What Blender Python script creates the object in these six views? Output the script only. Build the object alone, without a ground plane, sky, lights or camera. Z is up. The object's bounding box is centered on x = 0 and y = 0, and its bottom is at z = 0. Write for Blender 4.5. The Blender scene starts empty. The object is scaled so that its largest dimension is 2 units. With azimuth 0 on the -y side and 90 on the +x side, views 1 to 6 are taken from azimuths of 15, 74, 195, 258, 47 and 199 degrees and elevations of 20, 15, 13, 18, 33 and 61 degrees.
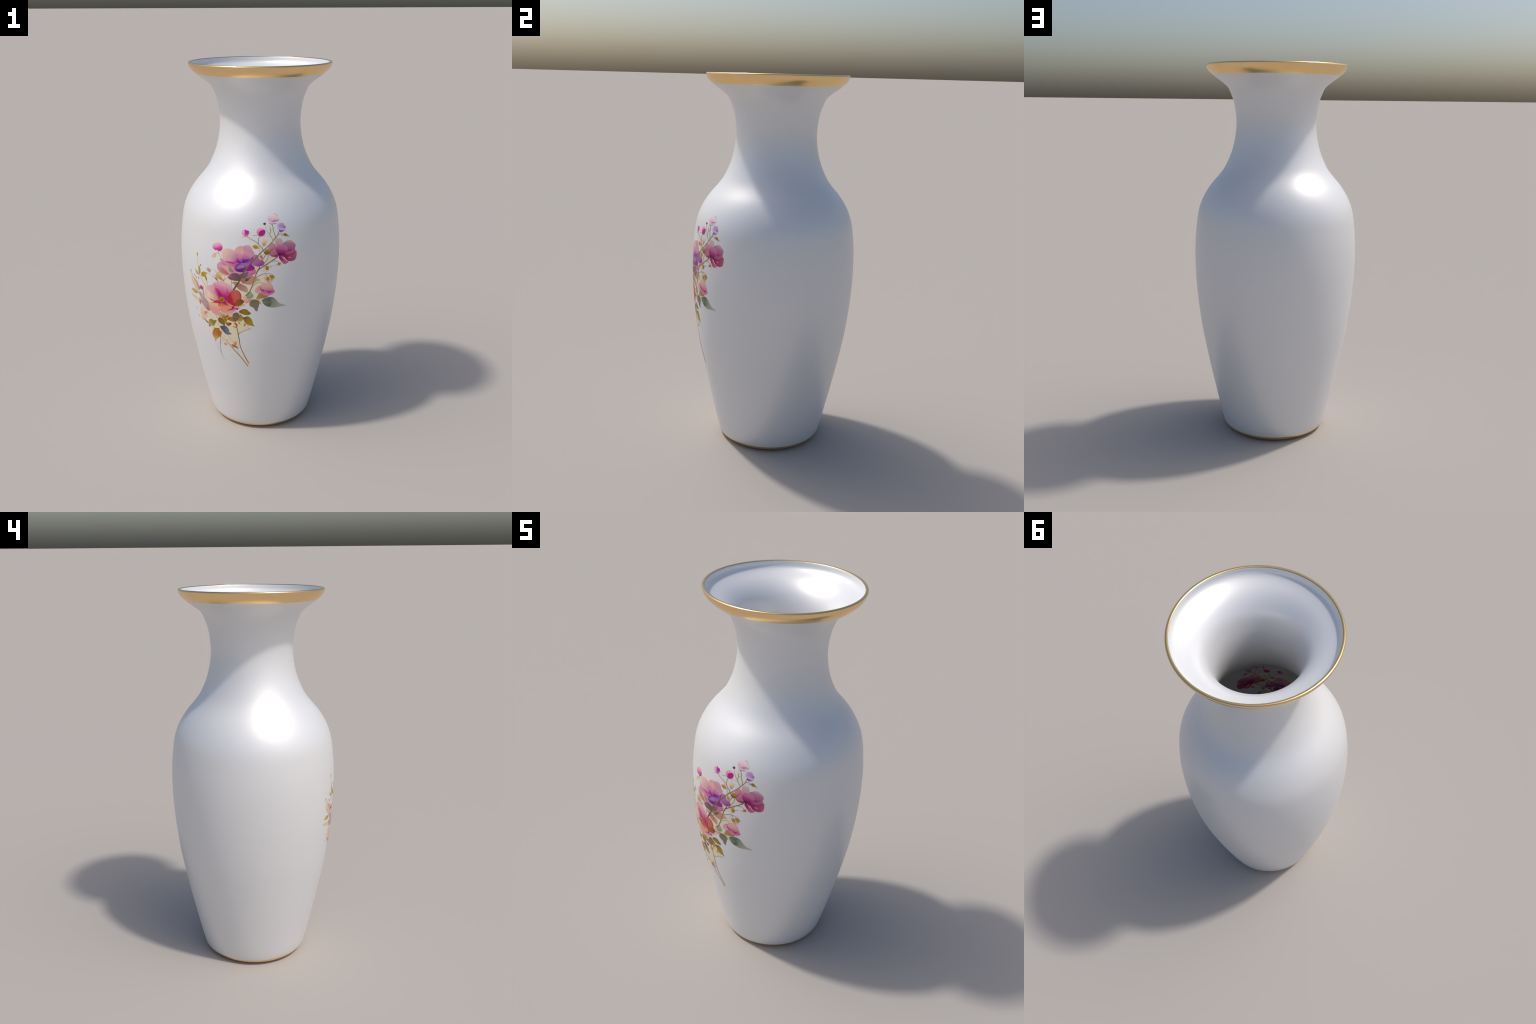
"""Tall white porcelain baluster vase with a gilded lip and foot and a painted
bouquet of watercolour roses (fired enamel, a hair proud of the glaze)."""
import bpy, bmesh, math, random
import numpy as np
from mathutils import Vector, Matrix
from mathutils.geometry import delaunay_2d_cdt

random.seed(7)
SEGMENTS = 240          # facets round the vase
GIRTH = 0.430           # radius at which the bouquet is laid out (arc length = angle * GIRTH)

# ------------------------------------------------------------------ profile
# (radius, height) of the outside, foot to lip
OUTSIDE = [(0.2500, 0.0000), (0.2570, 0.0020), (0.2650, 0.0058), (0.2735, 0.0117), (0.2808, 0.0190), (0.2855, 0.0270), (0.2873, 0.0315),
           (0.2885, 0.0362), (0.2914, 0.048), (0.2968, 0.070), (0.3045, 0.100), (0.3180, 0.160), (0.3270, 0.200), (0.3490, 0.300),
           (0.3698, 0.400), (0.3894, 0.500), (0.4069, 0.600), (0.4201, 0.700), (0.4300, 0.800), (0.4361, 0.900),
           (0.4378, 0.970), (0.4370, 1.040), (0.4338, 1.100), (0.4278, 1.160), (0.4195, 1.220), (0.4095, 1.260),
           (0.3936, 1.300), (0.3717, 1.340), (0.3436, 1.380), (0.3090, 1.420), (0.2783, 1.460), (0.2574, 1.500),
           (0.2402, 1.540), (0.2279, 1.580), (0.2192, 1.620), (0.2135, 1.660), (0.2114, 1.700), (0.2135, 1.740),
           (0.2190, 1.780), (0.2280, 1.820), (0.2436, 1.860), (0.2545, 1.8815), (0.2740, 1.900), (0.3004, 1.920),
           (0.3282, 1.940), (0.3402, 1.950), (0.3512, 1.960), (0.3598, 1.970), (0.3655, 1.981), (0.3682, 1.990)]
LIP = [(0.3685, 1.9950), (0.3665, 1.9985), (0.3625, 2.0000), (0.3580, 1.9995), (0.3550, 1.9984), (0.3536, 1.9966)]
UNDER_LIP = [(0.3526, 1.9935), (0.3516, 1.9890), (0.3506, 1.9830), (0.3480, 1.9745), (0.3430, 1.9678), (0.3345, 1.9615),
             (0.3150, 1.9510), (0.2885, 1.9375), (0.2640, 1.9205), (0.2440, 1.9015), (0.2310, 1.8860), (0.2200, 1.8680),
             (0.2110, 1.8470), (0.2030, 1.8190)]
GILT_FOOT_TOP = 0.0315
GILT_LIP_BOTTOM = 1.9455


def smooth_path(points, step):
    """Catmull-Rom through the points, resampled to about the given step."""
    p = [np.array(q, float) for q in points]
    p = [2 * p[0] - p[1]] + p + [2 * p[-1] - p[-2]]
    out = []
    for i in range(1, len(p) - 2):
        a, b, c, d = p[i - 1:i + 3]
        tb, tc, td = [max(np.linalg.norm(y - x), 1e-6) ** 0.5 for x, y in ((a, b), (b, c), (c, d))]
        m1 = (b - a) / tb - (c - a) / (tb + tc) + (c - b) / tc
        m2 = (c - b) / tc - (d - b) / (tc + td) + (d - c) / td
        m1, m2 = m1 * tc, m2 * tc
        n = max(1, int(math.ceil(np.linalg.norm(c - b) / step)))
        for k in range(n):
            t = k / n
            out.append((2 * t**3 - 3 * t**2 + 1) * b + (t**3 - 2 * t**2 + t) * m1
                       + (-2 * t**3 + 3 * t**2) * c + (t**3 - t**2) * m2)
    out.append(p[-2])
    return np.array(out)


OUTER = np.vstack([smooth_path(OUTSIDE[:9], 0.003)[:-1], smooth_path(OUTSIDE[8:], 0.012)])


def radius_at(z):
    return float(np.interp(z, OUTER[:, 1], OUTER[:, 0]))


def wall(z):
    """Thickness of the porcelain: thin at the lip, thicker below."""
    return 0.0132 + 0.0128 * min(1.0, max(0.0, (1.985 - z) / 0.125))


def inside_path():
    d = np.gradient(OUTER, axis=0)
    n = np.stack([-d[:, 1], d[:, 0]], 1)
    n /= np.linalg.norm(n, axis=1)[:, None]
    q = OUTER + n * np.array([wall(z) for z in OUTER[:, 1]])[:, None]
    q = q[(OUTER[:, 1] > 0.09) & (OUTER[:, 1] < 1.776)][::-1]
    # cupped under the lip, then the flare
    cup = smooth_path(UNDER_LIP + [tuple(q[0])], 0.004)
    q = np.vstack([cup[:-1], q])
    floor = smooth_path([tuple(q[-1]), (0.262, 0.062), (0.235, 0.045), (0.15, 0.038), (0.002, 0.036)], 0.02)
    return np.vstack([q, floor[1:]])


INNER = inside_path()


def inner_radius_at(z):
    o = INNER[::-1]
    return float(np.interp(z, o[:, 1], o[:, 0]))


# ------------------------------------------------------------------ materials
GLAZE = (0.745, 0.745, 0.745)
class Nodes:
    def __init__(self, name):
        self.m = bpy.data.materials.new(name)
        self.m.use_nodes = True
        self.t = self.m.node_tree
        self.bsdf = self.t.nodes["Principled BSDF"]

    def add(self, kind, **inputs):
        n = self.t.nodes.new("ShaderNode" + kind)
        for k, v in inputs.items():
            key = k.replace("_", " ")
            if isinstance(v, bpy.types.NodeSocket):
                self.t.links.new(v, n.inputs[key])
            else:
                n.inputs[key].default_value = v
        return n

    def math(self, op, a, b=0.5, clamp=False):
        n = self.t.nodes.new("ShaderNodeMath")
        n.operation, n.use_clamp = op, clamp
        for i, v in enumerate((a, b)):
            if isinstance(v, bpy.types.NodeSocket):
                self.t.links.new(v, n.inputs[i])
            else:
                n.inputs[i].default_value = v
        return n.outputs[0]

    def ramp(self, fac, stops, ease="EASE"):
        n = self.t.nodes.new("ShaderNodeValToRGB")
        r = n.color_ramp
        r.interpolation = ease
        while len(r.elements) < len(stops):
            r.elements.new(0.5)
        for e, (pos, col) in zip(r.elements, stops):
            e.position, e.color = pos, col
        self.t.links.new(fac, n.inputs[0])
        return n.outputs[0]

    def mix(self, fac, a, b, mode="MIX"):
        n = self.t.nodes.new("ShaderNodeMix")
        n.data_type, n.blend_type = "RGBA", mode
        for i, v in ((0, fac), (6, a), (7, b)):
            if isinstance(v, bpy.types.NodeSocket):
                self.t.links.new(v, n.inputs[i])
            else:
                n.inputs[i].default_value = v
        return n.outputs[2]

    def finish(self, colour, rough, **more):
        if isinstance(colour, bpy.types.NodeSocket):
            self.t.links.new(colour, self.bsdf.inputs["Base Color"])
        else:
            self.bsdf.inputs["Base Color"].default_value = (*colour[:3], 1)
        self.bsdf.inputs["Roughness"].default_value = rough
        for k, v in more.items():
            self.bsdf.inputs[k.replace("_", " ")].default_value = v
        return self.m


GLOSS = 0.39            # roughness of the glaze
SHEEN = 0.25            # share of mirror-like reflection in the lustrous glaze


def porcelain():
    n = Nodes("porcelain_glaze")
    co = n.add("TexCoord").outputs["Object"]
    cloud = n.add("TexNoise", Vector=co, Scale=3.0, Detail=2.0).outputs["Fac"]
    col = n.ramp(cloud, [(0.3, (GLAZE[0] * 0.992, GLAZE[1] * 0.992, GLAZE[2] * 0.995, 1)), (0.7, (*GLAZE, 1))])
    return n.finish(col, GLOSS, Metallic=SHEEN)


def gilding():
    n = Nodes("burnished_gold")
    co = n.add("TexCoord").outputs["Object"]
    cloud = n.add("TexNoise", Vector=co, Scale=9.0, Detail=2.0).outputs["Fac"]
    col = n.ramp(cloud, [(0.3, (0.89, 0.62, 0.29, 1)), (0.7, (0.92, 0.65, 0.31, 1))])
    return n.finish(col, 0.22, Metallic=1.0)


# ------------------------------------------------------------------ the pot
def revolve(path):
    a = np.arange(SEGMENTS) * math.tau / SEGMENTS
    v = np.stack([path[:, 0, None] * np.cos(a), path[:, 0, None] * np.sin(a), np.repeat(path[:, 1, None], SEGMENTS, 1)], 2)
    return v.reshape(-1, 3)


def shading_normals(path, foot, lip, inner):
    """Profile normals, eased over about 2 cm so that the glaze flows over the bends."""
    d = np.gradient(path, axis=0)
    n = np.stack([d[:, 1], -d[:, 0]], 1)
    n /= np.linalg.norm(n, axis=1)[:, None]
    run = np.concatenate([[0], np.cumsum(np.linalg.norm(np.diff(path, axis=0), axis=1))])
    soft = n.copy()
    for lo, hi in ((foot + 14, lip - 4), (inner + 4, len(path) - 1)):
        for i in range(lo, hi):
            z = path[i, 1]
            if i >= inner:
                ease = min(0.020, max(0.004, 0.004 + (1.972 - z) * 0.35))
            else:
                ease = 0.020 + 0.018 * min(1.0, max(0.0, (z - 1.80) / 0.08))
            reach = min(ease, 0.5 * (run[i] - run[lo - 4]), 0.5 * (run[min(hi + 4, len(path) - 1)] - run[i])) + 1e-4
            w = np.exp(-0.5 * ((run - run[i]) / reach) ** 2)
            w[:foot] = 0
            w *= np.gradient(run)
            soft[i] = (w[:, None] * n).sum(0)
    return soft / np.linalg.norm(soft, axis=1)[:, None]


def build_vase(root):
    start = np.array([[0.002, 0.020], [0.12, 0.018], [0.220, 0.010], [0.232, 0.002], [0.241, 0.0]])
    path = np.vstack([start, OUTER, np.array(LIP), INNER])
    n = shading_normals(path, len(start), len(start) + len(OUTER), len(start) + len(OUTER) + len(LIP))
    a = np.arange(SEGMENTS) * math.tau / SEGMENTS
    normal = np.stack([n[:, 0, None] * np.cos(a), n[:, 0, None] * np.sin(a), np.repeat(n[:, 1, None], SEGMENTS, 1)], 2)
    vert = revolve(path).reshape(len(path), SEGMENTS, 3)
    lip0, foot0, lip_end = None, len(start), len(start) + len(OUTER) + len(LIP) - 1
    lip0 = min(range(foot0, foot0 + len(OUTER)), key=lambda i: abs(path[i, 1] - GILT_LIP_BOTTOM))
    foot1 = min(range(foot0, foot0 + len(OUTER)), key=lambda i: abs(path[i, 1] - GILT_FOOT_TOP))
    parts = {"foot_ring": [(2, foot1)], "body": [(0, 2), (foot1, lip0), (lip_end, len(path) - 1)], "rim": [(lip0, lip_end)]}
    gold, white = gilding(), porcelain()
    for name, spans in parts.items():
        used, faces = {}, []

        def vid(i, j):
            return used.setdefault((i, j % SEGMENTS), len(used))
        for lo, hi in spans:
            for i in range(lo, hi):
                for j in range(SEGMENTS):
                    faces.append([vid(i, j), vid(i, j + 1), vid(i + 1, j + 1), vid(i + 1, j)])
        if name == "body":
            faces.append([vid(0, j) for j in reversed(range(SEGMENTS))])
            faces.append([vid(len(path) - 1, j) for j in range(SEGMENTS)])
        keys = list(used)
        me = bpy.data.meshes.new(name)
        me.from_pydata([vert[k] for k in keys], [], faces)
        me.materials.append(white if name == "body" else gold)
        me.shade_smooth()
        me.normals_split_custom_set_from_vertices([normal[k] for k in keys])
        o = bpy.data.objects.new(name, me)
        bpy.context.scene.collection.objects.link(o)
        o.parent = root


# ------------------------------------------------------------------ enamel painting
# The bouquet is laid out on the unrolled front of the vase in millimetres:
# x = arc length to the right of the front line, y = height.
SKIN = 0.00015          # enamel stands this proud of the glaze ...
COAT = 0.000030          # ... and each further coat this much more
GRAIN = 0.0040          # mesh size of the painted pieces
PAINTED = []            # (kind, layer, outline or ribbon, base, tip, colours)


def fired(c):
    return (min(0.92, c[0] * GLAZE[0]), min(0.92, c[1] * GLAZE[1]), min(0.92, c[2] * GLAZE[2]), 1.0)


def enamel(kind, colours):
    """Watercolour-like enamel: the colours run from the base of a piece to its tip."""
    n = Nodes(kind + "_enamel")
    x, y, _ = n.add("SeparateXYZ", Vector=n.add("TexCoord").outputs["Generated"]).outputs
    shift = n.math("MULTIPLY", n.add("ObjectInfo").outputs["Random"], 37.0)
    cloud = n.t.nodes.new("ShaderNodeTexNoise")
    cloud.noise_dimensions = "4D"
    cloud.inputs["Scale"].default_value, cloud.inputs["Detail"].default_value = 2.6, 2.0
    n.t.links.new(n.add("TexCoord").outputs["Generated"], cloud.inputs["Vector"])
    n.t.links.new(shift, cloud.inputs["W"])
    wash_edge = n.math("MULTIPLY", n.math("SUBTRACT", cloud.outputs["Fac"], 0.5), 0.22 if kind in ("petal", "leaf", "bud") else 0.06)
    along = n.math("ADD", y, wash_edge, clamp=True)
    colours = colours if len(colours) > 1 else colours * 2
    last = len(colours) - 1
    col = n.ramp(along, [(0.04 + 0.92 * i / last, fired(c)) for i, c in enumerate(colours)])
    if kind in ("petal", "leaf"):
        # faint veins fanning along the piece
        vein = n.t.nodes.new("ShaderNodeTexNoise")
        vein.inputs["Scale"].default_value, vein.inputs["Detail"].default_value = 4.0, 3.0
        across = n.math("MULTIPLY", x, 3.2)
        length = n.math("MULTIPLY", y, 0.45)
        n.t.links.new(n.add("CombineXYZ", X=across, Y=length, Z=shift).outputs[0], vein.inputs["Vector"])
        tone = n.ramp(vein.outputs["Fac"], [(0.35, (0.95, 0.93, 0.94, 1)), (0.65, (1.03, 1.03, 1.03, 1))])
        col = n.mix(0.45, col, tone, "MULTIPLY")
    return n.finish(col, GLOSS, Metallic=SHEEN)


def smooth_loop(points, step=3.5):
    """Closed Catmull-Rom outline through the control points, in millimetres."""
    p = [np.array(q, float) for q in points]
    n, out = len(p), []
    for i in range(n):
        a, b, c, d = p[i - 1], p[i], p[(i + 1) % n], p[(i + 2) % n]
        ta, tb, tc = [max(np.linalg.norm(v - u), 1e-3) ** 0.5 for u, v in ((a, b), (b, c), (c, d))]
        m1 = ((b - a) / ta - (c - a) / (ta + tb) + (c - b) / tb) * tb
        m2 = ((c - b) / tb - (d - b) / (tb + tc) + (d - c) / tc) * tb
        k = max(2, int(math.ceil(np.linalg.norm(c - b) / step)))
        for t in np.arange(k) / k:
            out.append((2 * t**3 - 3 * t**2 + 1) * b + (t**3 - 2 * t**2 + t) * m1 + (-2 * t**3 + 3 * t**2) * c + (t**3 - t**2) * m2)
    return np.array(out)


def shape(kind, layer, base, tip, colours, outline):
    PAINTED.append((kind, layer, smooth_loop(outline), base, tip, colours))


def wash(layer, colours, outline):
    PAINTED.append(("wash", layer, smooth_loop(outline), outline[0], outline[len(outline) // 2], colours))


def leaf(kind, layer, base, tip, width, bend, colours):
    """Pointed leaf: widest at two fifths of its length, bowed sideways by the bend."""
    b, t = np.array(base, float), np.array(tip, float)
    axis = t - b
    side = np.array([-axis[1], axis[0]]) / np.linalg.norm(axis)
    right, left = [], []
    for k in range(15):
        f = k / 14
        spread = 0.5 * width * math.sin(math.pi * f ** 0.75) ** 0.9
        mid = b + axis * f + side * (bend * np.linalg.norm(axis) * math.sin(math.pi * f))
        right.append(mid + side * spread)
        left.append(mid - side * spread)
    PAINTED.append((kind, layer, np.array(right + left[-2:0:-1]), base, tip, colours))


def stroke(kind, layer, w0, w1, colours, path):
    """Brush stroke tapering from width w0 to w1."""
    p = smooth_path(path, 3.0)
    d = np.gradient(p, axis=0)
    n = np.stack([-d[:, 1], d[:, 0]], 1) / np.linalg.norm(d, axis=1)[:, None]
    f = np.linspace(0, 1, len(p))
    half = (w0 + (w1 - w0) * f)[:, None] * 0.5 * STROKE
    PAINTED.append((kind, layer, ("ribbon", p + n * half, p - n * half), path[0], path[-1], colours))


STROKE = 1.25


def on_wall(x, y, lift, inside):
    """Point of the wall, and its outward (or inward) normal."""
    z, a = y * 0.001, x * 0.001 / GIRTH
    rad = inner_radius_at if inside else radius_at
    r, slope = rad(z), (rad(z + 0.004) - rad(z - 0.004)) / 0.008
    k = 1.0 / math.hypot(1.0, slope)
    n = Vector((math.sin(a) * k, -math.cos(a) * k, -slope * k))
    if inside:
        n = -n
    return Vector((r * math.sin(a), -r * math.cos(a), z)) + n * lift, n


def inside_polygon(poly, q):
    a, b = poly, np.roll(poly, -1, 0)
    cross = (a[:, 1] > q[1]) != (b[:, 1] > q[1])
    xs = (b[:, 0] - a[:, 0]) * (q[1] - a[:, 1]) / np.where(cross, b[:, 1] - a[:, 1], 1) + a[:, 0]
    return bool(np.count_nonzero(cross & (q[0] < xs)) % 2)


def flat_mesh(poly):
    """Points, triangles and border of an outline filled with a fine net."""
    step = GRAIN * 1000
    lo, hi = poly.min(0), poly.max(0)
    pts = [Vector(p) for p in poly]
    gx, gy = np.arange(lo[0] + step / 2, hi[0], step), np.arange(lo[1] + step / 2, hi[1], step)
    for x in gx:
        for y in gy:
            q = np.array([x, y])
            if np.linalg.norm(poly - q, axis=1).min() > 0.45 * step and inside_polygon(poly, q):
                pts.append(Vector((x, y)))
    ring = [list(range(len(poly)))]
    v, _, f, origin, _, _ = delaunay_2d_cdt(pts, [], ring, 1, 1e-4)
    return np.array([tuple(q) for q in v]), [list(t) for t in f]


def build_piece(item, inside, parent, materials):
    kind, layer, form, base, tip, colours = item
    if isinstance(form, tuple):
        a, b = form[1], form[2]
        flat = np.vstack([a, b])
        n = len(a)
        faces = [[i, n + i, n + i + 1, i + 1] for i in range(n - 1)]
    else:
        flat, faces = flat_mesh(form)
    if not faces:
        return
    height = SKIN + COAT * layer
    o0, up = on_wall(*base, 0.0, inside)
    o1, _ = on_wall(*tip, 0.0, inside)
    yaxis = (o1 - o0) - up * (o1 - o0).dot(up)
    yaxis.normalize()
    frame = Matrix((yaxis.cross(up), yaxis, up)).transposed().to_4x4()
    frame.translation = o0
    back = frame.inverted()
    turn = back.to_3x3()
    top = [on_wall(x, y, height, inside) for x, y in flat]
    # orient faces outward
    p = [t[0] for t in top]
    f0 = faces[0]
    if (p[f0[1]] - p[f0[0]]).cross(p[f0[2]] - p[f0[0]]).dot(up) < 0:
        faces = [f[::-1] for f in faces]
    count = {}
    for f in faces:
        for i, u in enumerate(f):
            w = f[(i + 1) % len(f)]
            count[(u, w)] = count.get((u, w), 0) + 1
    border = [e for e in count if (e[1], e[0]) not in count]
    verts = [back @ t[0] for t in top]
    normals = [turn @ t[1] for t in top]
    foot = {}
    for u in {u for e in border for u in e}:
        foot[u] = len(verts)
        q, m = on_wall(*flat[u], -0.0002, inside)
        verts.append(back @ q)
        normals.append(turn @ m)
    faces = faces + [[w, u, foot[u], foot[w]] for u, w in border]
    me = bpy.data.meshes.new(kind)
    me.from_pydata(verts, [], faces)
    key = (kind if kind in ("petal", "leaf", "bud") else "line", tuple(colours))
    if key not in materials:
        materials[key] = enamel(kind, colours)
    me.materials.append(materials[key])
    me.shade_smooth()
    me.normals_split_custom_set_from_vertices([tuple(v) for v in normals])
    o = bpy.data.objects.new(kind, me)
    bpy.context.scene.collection.objects.link(o)
    o.parent = parent
    o.matrix_parent_inverse = parent.matrix_world.inverted()
    o.matrix_world = frame
    return o


def build_bouquet(root):
    materials = {}
    ground = [i for i in PAINTED if i[0] == "wash"]
    pieces = [i for i in PAINTED if i[0] != "wash"]
    for inside in (False, True):
        first = build_piece(("painted_bouquet", *ground[0][1:]), inside, root, materials)
        bpy.context.view_layer.update()
        for k, item in enumerate(ground[1:] + pieces):
            # neighbours of one coat are stepped a little so that they never coincide
            build_piece((item[0], item[1] + 0.3 * (k % 3), *item[2:]), inside, first, materials)


# Colours are relative to the bare glaze beside them.

# cream wash behind the stems
wash(0, [(1.024, 0.941, 0.684)],
     [(-202.3, 742.3), (-163.4, 741.1), (-127.1, 745.6), (-75.4, 756.9), (-27.2, 777.3), (-16.4, 764.2), (-20.5, 729), (6.8, 730), (24.5, 724.4), (44.1, 708.6), (41.3, 688.4), (13.6, 670.8), (-10.5, 652.6), (-15.2, 634), (-11.9, 608.6), (-9.4, 572.1), (-22.9, 572.8), (-29.6, 582.3), (-43.9, 590.4), (-55.6, 572.4), (-71.2, 572), (-95.5, 591.7), (-120.4, 610.5), (-126, 632.4), (-162.8, 655.8), (-180.3, 640.4), (-189.9, 658), (-178.4, 694.4), (-197.9, 708.6)])
wash(1, [(1.035, 0.955, 0.728)],
     [(-93.8, 970.6), (-61.5, 978), (-31, 957.2), (28.5, 977.8), (85.6, 986.5), (127, 998.8), (138.3, 986.3), (136.5, 959.4), (110, 947.4), (85.3, 915.7), (81.3, 894.3), (90.8, 868.8), (26.7, 863.5), (11.1, 872.9), (-40.4, 909.6), (-69, 932.8), (-88.2, 942.1)])
wash(2, [(0.963, 0.903, 0.726)],
     [(113.3, 1037.5), (121.5, 1061.2), (133.8, 1088.9), (148.1, 1103.4), (154.2, 1090.4), (191.4, 1086.2), (154.1, 1062.5), (129.6, 1048.1)])
wash(3, [(1.051, 1.000, 0.812)],
     [(158.6, 1205), (159.8, 1218.2), (172.8, 1228.8), (176.7, 1216.5), (179.7, 1204), (181.4, 1187.5), (173.8, 1176.6)])
wash(3, [(1.045, 0.978, 0.774)],
     [(-236, 934.2), (-215.8, 939.8), (-196.3, 952.1), (-186.6, 926.1), (-180.4, 902.5), (-193.4, 893.7), (-217.2, 917.9)])
wash(2, [(1.023, 0.944, 0.709)],
     [(-245.6, 771.4), (-220.4, 752.1), (-179.6, 755.3), (-127, 741.7), (-127.1, 670.1), (-159.8, 659), (-184.5, 661.1), (-206.5, 708), (-230.4, 730.5)])
wash(2, [(1.055, 0.973, 0.727)],
     [(11.2, 856.7), (31.5, 880.1), (62.7, 896.9), (87.6, 895.6), (93.2, 882.8), (87.4, 865.6), (114.3, 861.4), (127.7, 867.7), (116.2, 854.9), (69.9, 852.1), (42.6, 846.3), (26.5, 832), (16.5, 831.1)])
wash(2, [(0.922, 0.837, 0.663)],
     [(72.5, 1043.1), (93.2, 1041.6), (106.3, 1043.6), (102.6, 1027.5), (91.3, 1013.2), (83.7, 994.7), (76.2, 1019)])

# purple rose in the middle
shape('petal', 4, (-30.2, 1019.3), (-117.4, 1022.2), [(0.944, 0.422, 0.511), (0.989, 0.535, 0.559), (0.922, 0.422, 0.559)],
      [(-119, 1026), (-112.7, 1039.5), (-94.9, 1047.7), (-84.1, 1040.3), (-58.7, 1035), (-22, 1038.5), (-20.1, 1020.4), (-30.4, 1000.8), (-46.8, 988.4), (-61.4, 980.1), (-78.4, 977.4), (-95.6, 989), (-113.3, 1000.3)])
shape('petal', 5, (-30, 1051.8), (28.7, 1016.7), [(0.858, 0.293, 0.495), (0.619, 0.126, 0.458), (0.663, 0.107, 0.387)],
      [(-54.5, 1053.8), (-22, 1072.7), (1.7, 1067), (28.8, 1077), (65, 1086.7), (76.3, 1059.3), (72.5, 1027), (28.7, 1010.6), (-14.3, 1008.8), (-30.1, 1031.5)])
shape('petal', 7, (-62.9, 1034.4), (-92.7, 1045), [(0.757, 0.238, 0.576), (0.576, 0.293, 0.663)],
      [(-92.7, 1045), (-81.9, 1044.7), (-67, 1036.8), (-62.9, 1034.4), (-77.7, 1033.6), (-88.4, 1038.6)])
shape('petal', 4, (9.4, 1015.2), (40, 978.5), [(0.966, 0.422, 0.495), (0.879, 0.354, 0.495), (0.757, 0.213, 0.422)],
      [(-30.4, 998.8), (-20.2, 1014.3), (9.4, 1015.2), (47.8, 1019.9), (80, 1027.2), (85.6, 1015.1), (81.8, 1002.8), (62.9, 992), (43.9, 985), (20.7, 975.1), (-2.8, 973), (-22.5, 981.2)])
shape('petal', 5, (-55.2, 976.9), (7, 967.7), [(0.619, 0.024, 0.249), (0.495, 0.035, 0.213), (0.495, 0.107, 0.238)],
      [(-59.5, 974.2), (-51, 979.6), (-34.7, 977.6), (-10.7, 972.2), (9, 974.1), (6.9, 961.4), (-11, 957.1), (-22.9, 957.2), (-35.1, 958.8), (-51.4, 962.8)])
shape('petal', 6, (-0.2, 1053.8), (-101.1, 1064.9), [(0.709, 0.075, 0.422), (0.879, 0.265, 0.458), (0.944, 0.354, 0.535), (0.966, 0.422, 0.535)],
      [(-101.1, 1063.9), (-95, 1068.9), (-84.1, 1064.6), (-73.3, 1056.1), (-54.5, 1055.8), (-30, 1053.8), (-0.2, 1054.8), (-18, 1041), (-38.1, 1032.6), (-58.7, 1033.9), (-77.6, 1035.2), (-94.9, 1046.7)])
shape('petal', 7, (-2.2, 1053.6), (-73.3, 1056.5), [(0.807, 0.166, 0.458), (0.663, 0.014, 0.387), (0.619, 0.006, 0.354)],
      [(-73.3, 1056.5), (-56.6, 1058.1), (-38.1, 1055.2), (-20, 1056.9), (-2.2, 1053.6), (-22, 1047), (-38.1, 1047.8), (-56.6, 1050.4)])
shape('petal', 7, (1.7, 1057), (-74.1, 1117.9), [(0.495, 0.035, 0.422), (0.817, 0.354, 0.511), (0.944, 0.535, 0.559), (1.023, 0.681, 0.593), (1.082, 0.777, 0.645)],
      [(-93, 1089.3), (-91.1, 1105.5), (-78.4, 1118.3), (-59.4, 1124.2), (-42.8, 1122.8), (-22.4, 1114.2), (-6.3, 1100), (-1.3, 1084.6), (1.7, 1063), (-10.1, 1055.9), (-30, 1056.8), (-54.5, 1056.8), (-73.4, 1057.1), (-84.1, 1068.6)])
shape('petal', 8, (-2.2, 1060.7), (-38.5, 1106.6), [(0.535, 0.047, 0.458), (0.858, 0.323, 0.535), (0.966, 0.576, 0.576)],
      [(-44.5, 1100), (-34.4, 1109), (-22.4, 1113.3), (-6.3, 1098), (-1.3, 1080.7), (-2.2, 1060.7), (-12.1, 1073.7), (-12.2, 1089.6), (-30.2, 1097.6)])
shape('petal', 9, (9.5, 1059.7), (6.9, 1143.1), [(0.619, 0.075, 0.458), (0.911, 0.354, 0.480), (1.023, 0.559, 0.511), (0.989, 0.495, 0.535)],
      [(-22.4, 1116.2), (-16.6, 1128.5), (-2.9, 1138.5), (12.7, 1143.5), (20.6, 1140.2), (24.7, 1124), (22.9, 1106.2), (21, 1092.3), (15.3, 1076.1), (13.4, 1061), (3.7, 1063.2), (-2.3, 1090.5), (-10.3, 1105.6)])
shape('petal', 10, (21.1, 1064.6), (49.4, 1149.4), [(0.495, 0.075, 0.458), (0.709, 0.238, 0.495), (0.858, 0.436, 0.511), (0.796, 0.408, 0.559), (0.944, 0.511, 0.559)],
      [(20.6, 1140.2), (34, 1147.7), (47.5, 1149.4), (59, 1144.1), (66.7, 1131.8), (69.6, 1120.2), (76.2, 1116.5), (76.3, 1102.8), (70.6, 1088.9), (57.4, 1082.5), (34.6, 1077.4), (17.3, 1068.3), (14.3, 1076), (21, 1096.3), (25.7, 1116.2)])
shape('petal', 11, (81.9, 1100.9), (110.1, 1041.6), [(0.681, 0.265, 0.458), (0.576, 0.189, 0.495), (0.480, 0.060, 0.495)],
      [(63.1, 1058.8), (68.8, 1082.9), (76.3, 1100.8), (85.7, 1103), (97, 1095.2), (102.6, 1079.5), (117.6, 1073.5), (127, 1063.4), (123.2, 1049.5), (108.2, 1042.6), (91.3, 1041.5), (76.3, 1047.3)])
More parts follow.
